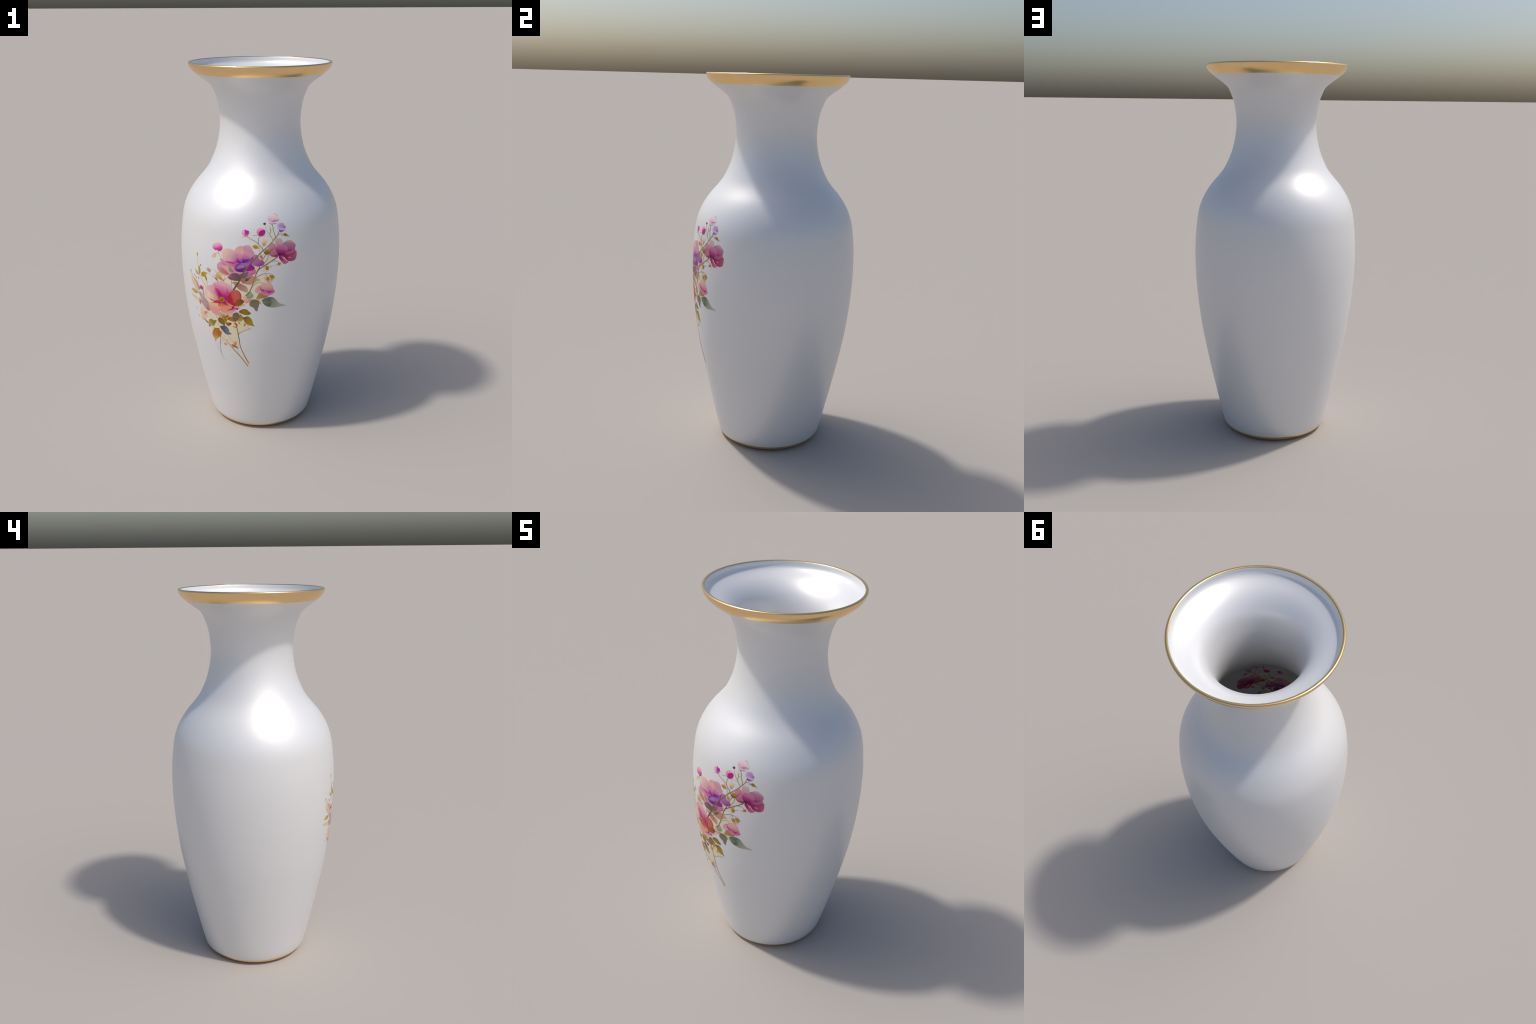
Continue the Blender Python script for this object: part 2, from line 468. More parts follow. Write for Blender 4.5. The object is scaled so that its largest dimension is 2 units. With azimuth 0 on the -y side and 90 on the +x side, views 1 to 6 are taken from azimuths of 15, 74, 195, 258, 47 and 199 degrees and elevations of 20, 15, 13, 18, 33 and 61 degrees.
shape('petal', 12, (59.3, 1048.7), (61.1, 1016.4), [(0.354, 0.006, 0.323), (0.458, 0.006, 0.282)],
      [(40.2, 1017.4), (47.9, 1034.1), (63.1, 1052.9), (72.5, 1047.2), (80, 1033.3), (76.2, 1025.1), (63, 1018.5), (47.8, 1015.8)])
shape('petal', 12, (9.5, 1053.7), (-12.1, 1074.7), [(0.265, 0.006, 0.323), (0.495, 0.006, 0.458)],
      [(-12.1, 1074.7), (-4.2, 1068.5), (7.6, 1062.5), (15.3, 1060.1), (9.5, 1049.6), (-2.2, 1053.6), (-10.1, 1065.9)])
shape('petal', 13, (9.3, 1007), (34.6, 1065.4), [(0.189, 0.006, 0.282), (0.228, 0.006, 0.323), (0.480, 0.213, 0.576), (0.422, 0.126, 0.559), (0.305, 0.006, 0.387)],
      [(-18.1, 1022.7), (-16, 1035.1), (-6.1, 1046.2), (9.5, 1053.7), (28.8, 1057.1), (46, 1062.1), (63.1, 1082.7), (72.5, 1092.9), (68.8, 1075), (59.3, 1054.7), (49.8, 1038.2), (40.2, 1021.5), (24.8, 1010.3), (9.3, 1007), (-6.3, 1009.6), (-14.2, 1015)])
shape('petal', 14, (5.5, 1023), (9.5, 1044.6), [(0.422, 0.154, 0.535), (0.543, 0.305, 0.610)],  # paler lilac patch: highlight painted onto the purple front petal
      [(-14.1, 1025.2), (-6.1, 1038.2), (9.5, 1044.6), (26.9, 1043.3), (25.9, 1032.8), (9.5, 1026.4), (-6.2, 1021.9)])
shape('petal', 14, (17.3, 1059.3), (63.1, 1083.7), [(0.189, 0.006, 0.282), (0.354, 0.014, 0.436), (0.535, 0.145, 0.535)],
      [(17.3, 1064.3), (21.1, 1073.5), (34.6, 1076.4), (57.4, 1082.5), (65, 1084.7), (59.3, 1074.6), (44.1, 1062), (26.9, 1057), (17.3, 1057.3)])
stroke('petal', 15, 2.2, 0.8, [(1.269, 1.023, 1.142)], [(66.9, 1051), (72.5, 1046.2), (77.2, 1039.2)])

# grey and brown leaves under the purple rose
shape('leaf', 16, (-55.4, 970.6), (9, 974.1), [(0.323, 0.249, 0.198), (0.213, 0.145, 0.126), (0.180, 0.100, 0.100)],
      [(-57.5, 970.3), (-44.7, 989.7), (-26.3, 998.8), (-8.4, 997.1), (9.2, 986.5), (12.9, 972.4), (1, 963), (-18.9, 958.7), (-35, 960.9), (-36.8, 972.2)])
shape('leaf', 17, (3.3, 986), (47.8, 1011.7), [(0.213, 0.145, 0.166), (0.293, 0.180, 0.249)],
      [(1.4, 989.9), (15.1, 999.3), (32.5, 1006.7), (47.8, 1013.8), (45.8, 997.3), (36.2, 980.4), (22.6, 974.2), (13, 978.6)])
shape('leaf', 17, (-32.5, 989.3), (9.2, 988.6), [(0.249, 0.137, 0.166), (0.171, 0.087, 0.122)],
      [(-34.5, 990), (-20.3, 999.9), (-2.5, 995.7), (9.2, 988.6), (-10.5, 982.5), (-30.5, 984.4)])
leaf('leaf', 16, (-28.3, 1001.1), (-48.3, 1037.4), 19.2, 0.15, [(0.422, 0.305, 0.249), (0.535, 0.408, 0.293)])
stroke('stem', 16, 1.5, 0.8, [(0.495, 0.354, 0.265)], [(-28.3, 1001.1), (-25.2, 1011.7), (-21.1, 1019.3)])
shape('leaf', 16, (-53, 986.5), (-115.3, 1013.3), [(0.645, 0.189, 0.166), (0.709, 0.293, 0.213), (0.837, 0.422, 0.387)],
      [(-115.3, 1014.4), (-92.9, 1019.4), (-75.8, 1013), (-61.2, 1000.8), (-50.9, 985.8), (-71.9, 986.8), (-93.4, 991.5), (-106.5, 999.4)])
shape('leaf', 8, (-87.1, 976), (-127.5, 976.7), [(0.966, 0.738, 0.458), (0.807, 0.593, 0.265)],
      [(-130.2, 967.7), (-122.8, 981.8), (-108.9, 990.7), (-95.6, 989), (-84.9, 978.4), (-98.3, 967.7), (-116.3, 966.3)])
shape('leaf', 9, (-84.7, 948), (-127.9, 966.1), [(0.738, 0.323, 0.081), (0.858, 0.495, 0.213)],
      [(-127.9, 965), (-107.1, 973.4), (-91.9, 962.5), (-84.7, 948), (-98.9, 950.7), (-116.7, 955.7)])
leaf('bud', 9, (-134, 959.5), (-114.6, 940.3), 12.1, 0.0, [(0.619, 0.323, 0.075), (0.495, 0.213, 0.014)])
stroke('sepal', 9, 2.0, 0.6, [(0.837, 0.480, 0.145)], [(-133, 955.5), (-137.3, 966.2), (-141.2, 975.9)])
stroke('sepal', 9, 2.2, 0.6, [(0.837, 0.480, 0.145)], [(-137.7, 957.7), (-146, 960.1), (-155.4, 967.5)])
stroke('stem', 8, 0.9, 0.7, [(1.023, 0.709, 0.387)], [(-146.1, 958), (-147.7, 936.4), (-148.1, 914.9)])
stroke('stem', 10, 2.4, 0.7, [(0.619, 0.238, 0.126)], [(-84.8, 944.8), (-78.9, 960.6), (-69.6, 973.6)])
stroke('stem', 10, 2.0, 0.7, [(0.619, 0.249, 0.137)], [(-83.6, 946.7), (-72.5, 958.5), (-60.6, 968.1)])
shape('leaf', 2, (8.9, 963.7), (106.2, 969.2), [(0.619, 0.213, 0.166), (0.738, 0.387, 0.265), (0.817, 0.511, 0.342)],
      [(4.9, 961.3), (14.9, 972.6), (28.5, 984), (47.7, 991.3), (66.7, 992.2), (85.5, 982.4), (108.1, 969.2), (89.2, 961.8), (75.9, 951.1), (54.9, 941.9), (35.8, 943.9), (18.4, 949.9)])
shape('leaf', 3, (-33.3, 947.5), (41.1, 905.3), [(0.681, 0.342, 0.249), (0.601, 0.282, 0.198), (0.681, 0.465, 0.293)],
      [(-35.3, 946.2), (-21, 952.2), (-1.2, 950.2), (14.4, 941.2), (33.7, 934.4), (43.2, 922.4), (42, 898.9), (23.5, 901.9), (2.1, 910.5), (-13.6, 923.6), (-23.4, 935.1)])
shape('bud', 18, (32.2, 963.5), (57.2, 984.6), [(0.137, 0.075, 0.028), (0.354, 0.249, 0.126)],
      [(31.2, 965.5), (38.1, 976.4), (47.6, 980), (57.2, 985.6), (53.3, 973.1), (45.6, 964.4), (36, 960.6)])
stroke('sepal', 18, 1.4, 0.5, [(0.458, 0.323, 0.154)], [(51.4, 976.1), (59.1, 984.7), (65.8, 993.2)])
stroke('sepal', 18, 1.4, 0.5, [(0.495, 0.354, 0.180)], [(53.3, 974.1), (61.9, 980.7), (70.5, 985.1)])
stroke('stem', 17, 1.2, 1.0, [(0.213, 0.166, 0.060)], [(34.1, 961.6), (14.4, 943.3), (-11.5, 926)])
stroke('stem', 17, 1.0, 0.7, [(0.293, 0.213, 0.075)], [(20.4, 954.3), (22.9, 964.9), (15.3, 974.7)])
stroke('stem', 17, 1.6, 1.3, [(0.189, 0.213, 0.115)], [(-38.1, 958.4), (-39.5, 943.5), (-40.3, 928.7)])

# magenta rose at the right
shape('petal', 5, (196.8, 1100.8), (161, 1159.6), [(0.607, 0.188, 0.324), (0.726, 0.261, 0.373), (0.857, 0.388, 0.450)],
      [(150.6, 1151.7), (165.2, 1161.5), (177.7, 1156.7), (187.8, 1139.5), (195.9, 1115.8), (196.8, 1100.8), (181.1, 1098), (162.5, 1099), (150.2, 1107.6), (147.3, 1130.9)])
shape('petal', 6, (195.7, 1098.8), (151.2, 1101.2), [(0.474, 0.006, 0.178), (0.757, 0.132, 0.304)],
      [(151.2, 1102.3), (170.7, 1098.6), (195.7, 1099.2), (191.4, 1089.4), (174.8, 1088.4), (160.4, 1092.3)])
shape('petal', 5, (196.2, 1136.8), (205.7, 1181.8), [(0.834, 0.304, 0.434), (0.880, 0.516, 0.534), (0.927, 0.626, 0.588)],
      [(181, 1166.9), (186.5, 1177.9), (199.3, 1182.7), (212.1, 1180.3), (218.3, 1170.5), (220, 1155.8), (213.3, 1143.9), (192, 1138.1), (184.9, 1150.1)])
shape('petal', 6, (251.6, 1112.7), (266.6, 1165.7), [(0.516, 0.029, 0.231), (0.607, 0.168, 0.359), (0.685, 0.279, 0.418), (0.903, 0.534, 0.561)],
      [(220, 1153.8), (235.4, 1162.8), (249.9, 1168.6), (266.6, 1164.7), (279.8, 1153.7), (288.5, 1142), (286.9, 1129.5), (276.3, 1118.2), (260.5, 1111.7), (247.3, 1115.3), (238.8, 1128.9), (226.1, 1142.8)])
shape('petal', 6, (231.8, 1099.9), (280.8, 1115.5), [(0.561, 0.091, 0.279), (0.626, 0.220, 0.359)],
      [(229.7, 1106.5), (247.2, 1110), (264.9, 1113.2), (278.6, 1119), (283, 1113), (278.3, 1103), (264.7, 1098.3), (244.8, 1094.2), (233.9, 1096.5)])
shape('petal', 7, (210.5, 1104), (222, 1149.4), [(0.450, 0.006, 0.188), (0.607, 0.029, 0.279), (0.685, 0.220, 0.395), (0.726, 0.304, 0.450)],
      [(184.5, 1122.9), (186.7, 1135.3), (198.5, 1147.1), (213.4, 1150.1), (230.6, 1146.6), (243.4, 1136.9), (247.4, 1123.8), (240.7, 1113.9), (229.8, 1109.7), (214.8, 1107.9), (202, 1102.5), (191.6, 1107.6)])
shape('petal', 7, (214.7, 1101.5), (289.4, 1086.3), [(0.220, 0.006, 0.099), (0.474, 0.006, 0.168), (0.561, 0.064, 0.204), (0.626, 0.154, 0.261)],
      [(221.2, 1109.4), (240.4, 1096.8), (260.2, 1097.8), (278.4, 1107.2), (291, 1109.8), (293.1, 1098.7), (291.7, 1079.5), (284.6, 1065.3), (271, 1059.6), (253.2, 1060.8), (238, 1069.1), (227.3, 1083.2), (214.7, 1097.2)])
stroke('petal', 8, 2.6, 0.8, [(0.450, 0.006, 0.178)], [(236, 1092), (253.5, 1093.2), (272.5, 1098.4)])
shape('petal', 6, (202, 1094), (233.6, 1047.9), [(0.499, 0.006, 0.168), (0.561, 0.006, 0.204), (0.705, 0.132, 0.279), (0.790, 0.204, 0.324)],
      [(214.6, 1095.1), (226.2, 1079), (235.8, 1066.1), (249.9, 1060.2), (244.5, 1053.2), (231.5, 1048.1), (220.8, 1051.4), (210.2, 1065.4), (197.7, 1087.9), (204.1, 1093.8)])
shape('petal', 8, (202, 1098.3), (221.1, 1105.2), [(0.091, 0.006, 0.051), (0.261, 0.006, 0.123)],
      [(193.7, 1105.3), (204.2, 1108.8), (221.1, 1103.5), (212.5, 1095.3), (201.9, 1091.9), (194.6, 1096.7)])
stroke('petal', 9, 0.8, 2.0, [(1.506, 1.076, 1.253)], [(213.6, 1092), (218.8, 1082.9), (226.4, 1074.2)])
stroke('petal', 9, 2.4, 1.2, [(1.384, 0.834, 1.025)], [(249.4, 1081.2), (256.7, 1079.9), (264.4, 1079.8)])
shape('petal', 4, (197.8, 1100.7), (285, 1097.7), [(0.359, 0.006, 0.132), (0.607, 0.057, 0.220), (0.705, 0.168, 0.304)],
      [(191.6, 1111.8), (213, 1131.3), (278.9, 1128.5), (287.5, 1106), (288.1, 1069.2), (251.1, 1063.3), (225.2, 1085.5), (205.1, 1091.6)])

# rosebuds on the upper sprays
shape('bud', 5, (201.2, 1282.1), (178.3, 1302), [(0.903, 0.450, 0.705), (1.076, 0.655, 0.903)],
      [(178.3, 1302), (188.5, 1301.5), (197, 1296.5), (201.6, 1285.9), (200.8, 1278.3), (189.6, 1290.3), (181.2, 1297.2)])
shape('bud', 6, (171.8, 1255.6), (176.7, 1297.4), [(1.076, 0.705, 0.790), (1.000, 0.607, 0.757), (1.102, 0.834, 0.790), (1.129, 0.951, 0.812)],
      [(145.7, 1280.5), (150.5, 1288.9), (163.1, 1296), (179, 1297.3), (194.4, 1292.9), (201.5, 1284.9), (208.5, 1276.9), (209.2, 1272), (203, 1264.7), (189.2, 1256.7), (171.8, 1255.6), (156.8, 1258.1), (149.5, 1267)])
shape('bud', 7, (163.5, 1263.1), (207.9, 1270.6), [(0.812, 0.292, 0.757), (0.655, 0.178, 0.655), (0.834, 0.359, 0.705)],
      [(163.5, 1263.1), (174.7, 1269), (188, 1271.3), (207.9, 1270.6), (189.9, 1266.4), (178.7, 1263)])
shape('bud', 5, (206.8, 1218.8), (220.9, 1265.5), [(0.880, 0.607, 0.834), (0.951, 0.705, 0.857), (1.102, 0.951, 0.903)],
      [(191.6, 1241.8), (195.4, 1251.5), (207.1, 1260.6), (223.3, 1266.3), (227.3, 1261.1), (229.5, 1249.2), (236.8, 1242.7), (239.5, 1233.5), (233.2, 1220.9), (219.7, 1212.7), (206.7, 1213.7), (204.9, 1225.1), (196.3, 1227.6)])
shape('bud', 6, (229.2, 1229.3), (208.8, 1253.6), [(0.534, 0.231, 0.757), (0.626, 0.403, 0.768), (0.705, 0.516, 0.812)],
      [(199.5, 1247.3), (206.6, 1254.7), (228.7, 1252.2), (230.3, 1245.2), (236.7, 1240.7), (237.7, 1230.6), (229.2, 1229.3), (218.5, 1235.1), (207.7, 1236.9), (200.3, 1241.3)])
shape('bud', 6, (211, 1212.3), (224.4, 1221.6), [(0.434, 0.064, 0.607), (0.655, 0.261, 0.757)],
      [(204.8, 1223), (217.8, 1221.1), (232.1, 1220.9), (219.7, 1212.1), (206.7, 1213.5)])
stroke('bud', 7, 1.2, 1.6, [(0.516, 0.204, 0.705)], [(201.1, 1237.3), (216.1, 1232.3), (231.7, 1234.1)])
shape('bud', 5, (31.9, 1208.2), (12.6, 1211.2), [(0.868, 0.111, 0.561), (1.253, 0.516, 0.790)],
      [(11.6, 1209), (16.7, 1220.7), (28.3, 1226.4), (36.9, 1222.8), (48.7, 1220.2), (50.5, 1211.1), (44.7, 1201.6), (36.4, 1194), (25.8, 1193.5), (15, 1200)])
shape('bud', 6, (34.3, 1193.9), (40.1, 1222.9), [(0.903, 0.132, 0.607), (0.757, 0.007, 0.499), (0.685, 0.006, 0.434)],
      [(29.4, 1225.4), (36.9, 1222.8), (48.7, 1220.2), (50.5, 1211.1), (43.7, 1200.5), (34.3, 1193.9), (29.4, 1203.9), (29.2, 1216.2)])
shape('bud', 5, (97, 1197.7), (105.4, 1235.3), [(1.051, 0.261, 0.561), (1.238, 0.516, 0.705)],
      [(88.2, 1216.1), (92.8, 1228.3), (107.5, 1235.3), (122.2, 1233.3), (130.5, 1225.1), (132.5, 1215.9), (128.3, 1204.7), (115.7, 1196.7), (101.2, 1197.7), (91.8, 1205.9)])
shape('bud', 6, (109.5, 1195.7), (122.1, 1225.3), [(0.607, 0.006, 0.279), (0.665, 0.006, 0.304)],
      [(99.1, 1210), (104.3, 1219.3), (115.8, 1225.3), (130.5, 1225.1), (132.9, 1215.9), (128.3, 1203.7), (115.7, 1196.3), (101.2, 1197.7)])
shape('bud', 8, (-107.6, 1102.9), (-121.6, 1145.1), [(0.576, 0.006, 0.305), (0.807, 0.075, 0.422), (1.035, 0.422, 0.619), (1.130, 0.681, 0.738)],
      [(-147.6, 1117.8), (-143.4, 1132.5), (-128.5, 1144), (-110.2, 1146.9), (-96.6, 1142.2), (-88.4, 1127.7), (-89.1, 1115.7), (-106.5, 1103.1), (-117.9, 1107.2), (-127.1, 1104.6), (-140.1, 1109.2)])
shape('bud', 6, (122.4, 1253.9), (136.3, 1255.7), [(0.188, 0.077, 0.029), (0.132, 0.046, 0.011)],
      [(122.4, 1256.8), (125.7, 1259.7), (132.1, 1260.6), (136.9, 1255.7), (134.1, 1250.8), (128.7, 1249), (123.4, 1252)])
leaf('leaf', 8, (-125.6, 1088.8), (-153.1, 1061.9), 19.2, 0.08, [(1.035, 0.645, 0.342), (1.130, 0.757, 0.480)])
stroke('stem', 7, 1.6, 1.3, [(0.757, 0.458, 0.154)], [(-125.6, 1088.6), (-117.6, 1090.2), (-109, 1091.7)])
stroke('stem', 7, 2.0, 1.2, [(0.663, 0.387, 0.115)], [(-112.1, 1100.2), (-106.2, 1087.1), (-99.5, 1078.2), (-93.2, 1071.2)])
stroke('sepal', 9, 3.6, 2.0, [(0.738, 0.408, 0.137)], [(-118.3, 1102.7), (-112.7, 1100.1), (-108.2, 1096.4)])
stroke('sepal', 6, 2.4, 0.6, [(1.023, 0.663, 0.408)], [(-105.4, 1101.3), (-98.7, 1101.8), (-88.9, 1106.9)])
leaf('bud', 5, (151.7, 1231.6), (158.1, 1249.2), 13.6, 0.1, [(1.183, 0.868, 0.790), (1.183, 0.757, 0.726)])
leaf('bud', 6, (157.9, 1225.4), (159.3, 1240.3), 7.4, 0, [(0.927, 0.607, 0.292), (1.129, 0.868, 0.607)])
stroke('sepal', 6, 1.2, 1.8, [(0.345, 0.204, 0.043)], [(152.4, 1256.4), (166.3, 1253.2), (189.1, 1254.4)])
stroke('sepal', 6, 3.2, 1.2, [(0.324, 0.188, 0.035)], [(166.3, 1253.8), (167.6, 1248.9), (169.5, 1242.9)])
stroke('sepal', 6, 2.4, 0.5, [(0.516, 0.345, 0.091)], [(40.7, 1190.5), (47.9, 1202.7), (61, 1213.5)])
stroke('sepal', 6, 2.4, 0.5, [(0.607, 0.418, 0.132)], [(41.7, 1192.2), (25.9, 1190.2), (10.7, 1183.9)])
stroke('sepal', 6, 1.2, 1.4, [(0.607, 0.395, 0.057)], [(106.4, 1194.7), (90.8, 1200.8), (80.4, 1199.2), (67.5, 1196.4)])
stroke('sepal', 6, 3.0, 0.5, [(0.516, 0.345, 0.064)], [(103.3, 1195.3), (117.8, 1195.7), (134, 1197.5)])
stroke('sepal', 6, 1.8, 1.8, [(0.261, 0.132, 0.043)], [(204.9, 1226.1), (206.4, 1218.8), (207.1, 1214.7)])

# stems of the upper sprays
stroke('stem', 20, 6.0, 3.0, [(0.132, 0.099, 0.017), (0.292, 0.188, 0.017), (0.474, 0.324, 0.074)], [(-30.3, 904.6), (-15.5, 929.7), (-1.1, 952.3), (9.1, 978.3), (22.9, 1004), (40.3, 1031.7), (63.1, 1058.8), (85.7, 1085.3), (110.2, 1112.9), (150.5, 1149.6), (173.8, 1173.5)])
stroke('stem', 19, 2.8, 1.6, [(0.418, 0.279, 0.064)], [(172.7, 1172.5), (191.1, 1193.1), (200.1, 1211), (204.2, 1223.1)])
stroke('stem', 18, 2.0, 1.4, [(0.292, 0.220, 0.064)], [(177, 1176.4), (182.5, 1187.4), (179.7, 1204), (173.8, 1224.8), (170.2, 1244.9), (166.9, 1252.8)])
stroke('stem', 18, 2.0, 1.2, [(0.373, 0.279, 0.077), (0.705, 0.561, 0.261)], [(172.7, 1174.6), (159.5, 1194.7), (145.1, 1215.7), (134.9, 1236), (130.4, 1248.9)])
stroke('stem', 18, 1.8, 1.0, [(0.373, 0.231, 0.051)], [(155.4, 1205.1), (158.8, 1219.3), (158.2, 1236.4)])
stroke('stem', 18, 1.0, 0.5, [(0.607, 0.450, 0.132)], [(159.4, 1219.3), (172.8, 1228.8), (178.8, 1239.9)])
stroke('stem', 18, 0.9, 0.5, [(0.757, 0.607, 0.261)], [(159.1, 1194.7), (151.1, 1196), (141.7, 1197.3)])
stroke('stem', 18, 1.5, 1.2, [(0.516, 0.359, 0.077)], [(194.4, 1198), (208.6, 1204.3), (224.7, 1200.6)])
stroke('stem', 18, 1.4, 0.5, [(0.607, 0.434, 0.099)], [(223.2, 1199.5), (218, 1195.3), (211.4, 1192.6)])
shape('leaf', 18, (224.7, 1198.9), (258.1, 1187.1), [(0.359, 0.220, 0.011), (0.450, 0.292, 0.024), (0.757, 0.607, 0.231)],
      [(224.7, 1198.9), (230.3, 1204.2), (237, 1204.4), (245.6, 1197), (258.1, 1187.1), (245.2, 1189.6), (234.2, 1189.8), (227.3, 1194.2)])
stroke('stem', 18, 2.2, 1.8, [(0.304, 0.220, 0.043), (0.655, 0.434, 0.123)], [(123.7, 1123.1), (111.5, 1139.9), (97.1, 1156.6), (82.6, 1168.8), (55.5, 1182.5), (40.7, 1192.2)])
stroke('stem', 18, 1.5, 0.4, [(0.607, 0.395, 0.132)], [(55.5, 1181.5), (53.8, 1184.5), (54.6, 1188.2)])
stroke('stem', 18, 2.0, 1.7, [(0.395, 0.279, 0.064)], [(102.2, 1148.3), (97.1, 1164.8), (98.1, 1181.3), (103.3, 1193.7)])
stroke('stem', 18, 1.4, 0.8, [(0.927, 0.685, 0.292)], [(103.3, 1148.3), (104.5, 1131.6), (102.2, 1102)])
stroke('stem', 17, 1.1, 0.9, [(0.812, 0.588, 0.261)], [(118.6, 1146.1), (118.6, 1134.7), (117.5, 1124.2)])
shape('bud', 18, (123.8, 1146.1), (126, 1185.3), [(0.834, 0.345, 0.091), (1.000, 0.561, 0.304), (1.129, 0.834, 0.626), (1.156, 0.903, 0.726)],
      [(115.7, 1183.4), (124, 1185.7), (134.3, 1175.9), (143.4, 1177.7), (136.6, 1160.4), (132, 1150.1), (123.8, 1146.1), (116.6, 1154.5), (118.7, 1168.9)])
stroke('sepal', 18, 1.6, 0.5, [(1.129, 0.757, 0.434)], [(116.6, 1155.5), (112.5, 1163.8), (106.6, 1173.1)])
shape('leaf', 18, (99.2, 1134.7), (68.3, 1144.6), [(0.927, 0.450, 0.099), (0.757, 0.279, 0.006), (0.903, 0.418, 0.074)],
      [(68.3, 1144.6), (76.6, 1150), (93, 1147.2), (100.2, 1137.9), (101.2, 1132.6), (96.1, 1133.6), (82.8, 1132), (72.5, 1137.4)])
stroke('leaf', 18, 1.6, 1.2, [(1.253, 0.812, 0.434)], [(79, 1153.8), (84.8, 1155.6), (89.9, 1156.9)])
shape('bud', 19, (138, 1118.6), (142.1, 1131.1), [(0.607, 0.279, 0.111), (0.834, 0.450, 0.345)],
      [(129.8, 1123), (138, 1131.2), (148.3, 1133), (148.2, 1122.5), (140, 1116.4)])
shape('bud', 20, (137.9, 1102.7), (142.1, 1123.7), [(0.261, 0.132, 0.006), (0.395, 0.188, 0.006), (0.607, 0.304, 0.074)],
      [(125.3, 1113.5), (130.8, 1121.9), (146.2, 1124.6), (157.5, 1117.5), (156.4, 1108.4), (148.1, 1103.4), (133.8, 1102.8), (127.3, 1108.6)])
stroke('sepal', 20, 2.6, 0.6, [(0.220, 0.115, 0.011)], [(154.7, 1109.6), (160.6, 1124.1), (171.5, 1133.1)])
stroke('sepal', 20, 2.6, 0.5, [(0.359, 0.178, 0.024)], [(149.2, 1118.2), (148.3, 1126.7), (147.9, 1134)])
stroke('sepal', 20, 1.6, 0.6, [(0.292, 0.154, 0.017)], [(126.7, 1111.4), (124.1, 1118.8), (125.7, 1129.3)])
shape('bud', 20, (112.4, 1078.5), (109.3, 1099.9), [(0.812, 0.324, 0.074), (0.705, 0.279, 0.043)],
      [(103.2, 1092.4), (109.3, 1099.9), (118.5, 1093.5), (118.5, 1084.9), (112.4, 1078.1), (106.3, 1085)])
stroke('sepal', 20, 1.5, 0.5, [(0.705, 0.395, 0.123)], [(108.3, 1095.6), (110.4, 1108.4), (113.5, 1125.3)])
stroke('sepal', 20, 1.2, 0.5, [(0.868, 0.561, 0.204)], [(117.5, 1093.5), (121.6, 1104.1), (129.7, 1106)])
stroke('stem', 19, 2.6, 1.8, [(0.434, 0.279, 0.064), (0.220, 0.123, 0.017)], [(132.8, 1100.7), (117.4, 1074.2), (107.3, 1052.7), (101.5, 1027.6)])
stroke('stem', 19, 1.5, 1.2, [(0.359, 0.231, 0.057)], [(147.1, 1101.3), (142.9, 1082.3), (129.6, 1061.1), (119.8, 1045.7)])
stroke('stem', 21, 3.0, 2.8, [(0.220, 0.123, 0.011), (0.324, 0.204, 0.029), (0.231, 0.107, 0.017)], [(100.1, 1026.1), (121.5, 1041.7), (150, 1060.5), (174.8, 1076.6), (195.2, 1090.2)])
stroke('stem', 21, 4.2, 2.6, [(0.265, 0.137, 0.006), (0.576, 0.305, 0.009), (0.387, 0.213, 0.014), (0.166, 0.100, 0.014)], [(104.4, 1035.6), (91.3, 1013.2), (81.8, 986.5), (74.1, 961.5), (64.4, 929.8), (50.7, 899.5), (32.9, 880.1)])
stroke('stem', 21, 1.5, 0.4, [(0.495, 0.265, 0.020)], [(67.2, 928.8), (70.1, 930), (71.7, 931.7)])
stroke('stem', 18, 1.5, 1.2, [(0.516, 0.373, 0.099)], [(166.5, 1066.3), (180.9, 1069.1), (193.4, 1062.8), (200.1, 1056.5)])
shape('bud', 18, (197.5, 1044.7), (201.7, 1057.4), [(0.685, 0.292, 0.007), (0.607, 0.255, 0.011)],
      [(192.3, 1049.9), (197.6, 1058.2), (209.1, 1055.1), (204.9, 1045.2), (197.5, 1044.7)])
stroke('sepal', 18, 2.2, 0.4, [(0.757, 0.395, 0.091)], [(194.4, 1046.7), (188.1, 1045.9), (180.5, 1047)])
shape('bud', 18, (129.6, 1045.9), (123.5, 1026.4), [(0.903, 0.474, 0.168), (1.156, 0.790, 0.474)],
      [(121.5, 1034.1), (129.6, 1045.9), (136.1, 1040.3), (134.1, 1022.9), (125.5, 1026.4)])
shape('bud', 19, (139.8, 1045.7), (139.8, 1021.6), [(0.757, 0.304, 0.035), (0.588, 0.188, 0.006)],
      [(133.3, 1039.3), (139.8, 1045.7), (148, 1037.8), (148.4, 1025.7), (140.2, 1021.2), (134.1, 1027.3)])
stroke('sepal', 19, 2.2, 0.5, [(0.834, 0.450, 0.123)], [(147.5, 1038.9), (160.2, 1039.5), (167.7, 1047.1)])
stroke('stem', 19, 1.4, 0.9, [(0.516, 0.324, 0.057)], [(137.8, 1049), (143.5, 1052.1), (146.9, 1047.2)])
stroke('sepal', 19, 1.8, 0.4, [(1.156, 0.757, 0.395)], [(127.6, 1024.1), (123.5, 1017.6), (117.4, 1010.6)])
stroke('sepal', 19, 2.0, 0.4, [(1.051, 0.607, 0.231)], [(136.1, 1021.7), (135.3, 1016.2), (132.7, 1009)])
stroke('sepal', 19, 1.5, 0.3, [(1.253, 0.927, 0.588)], [(122.5, 1026.4), (114.3, 1022.1), (104.8, 1017.7)])

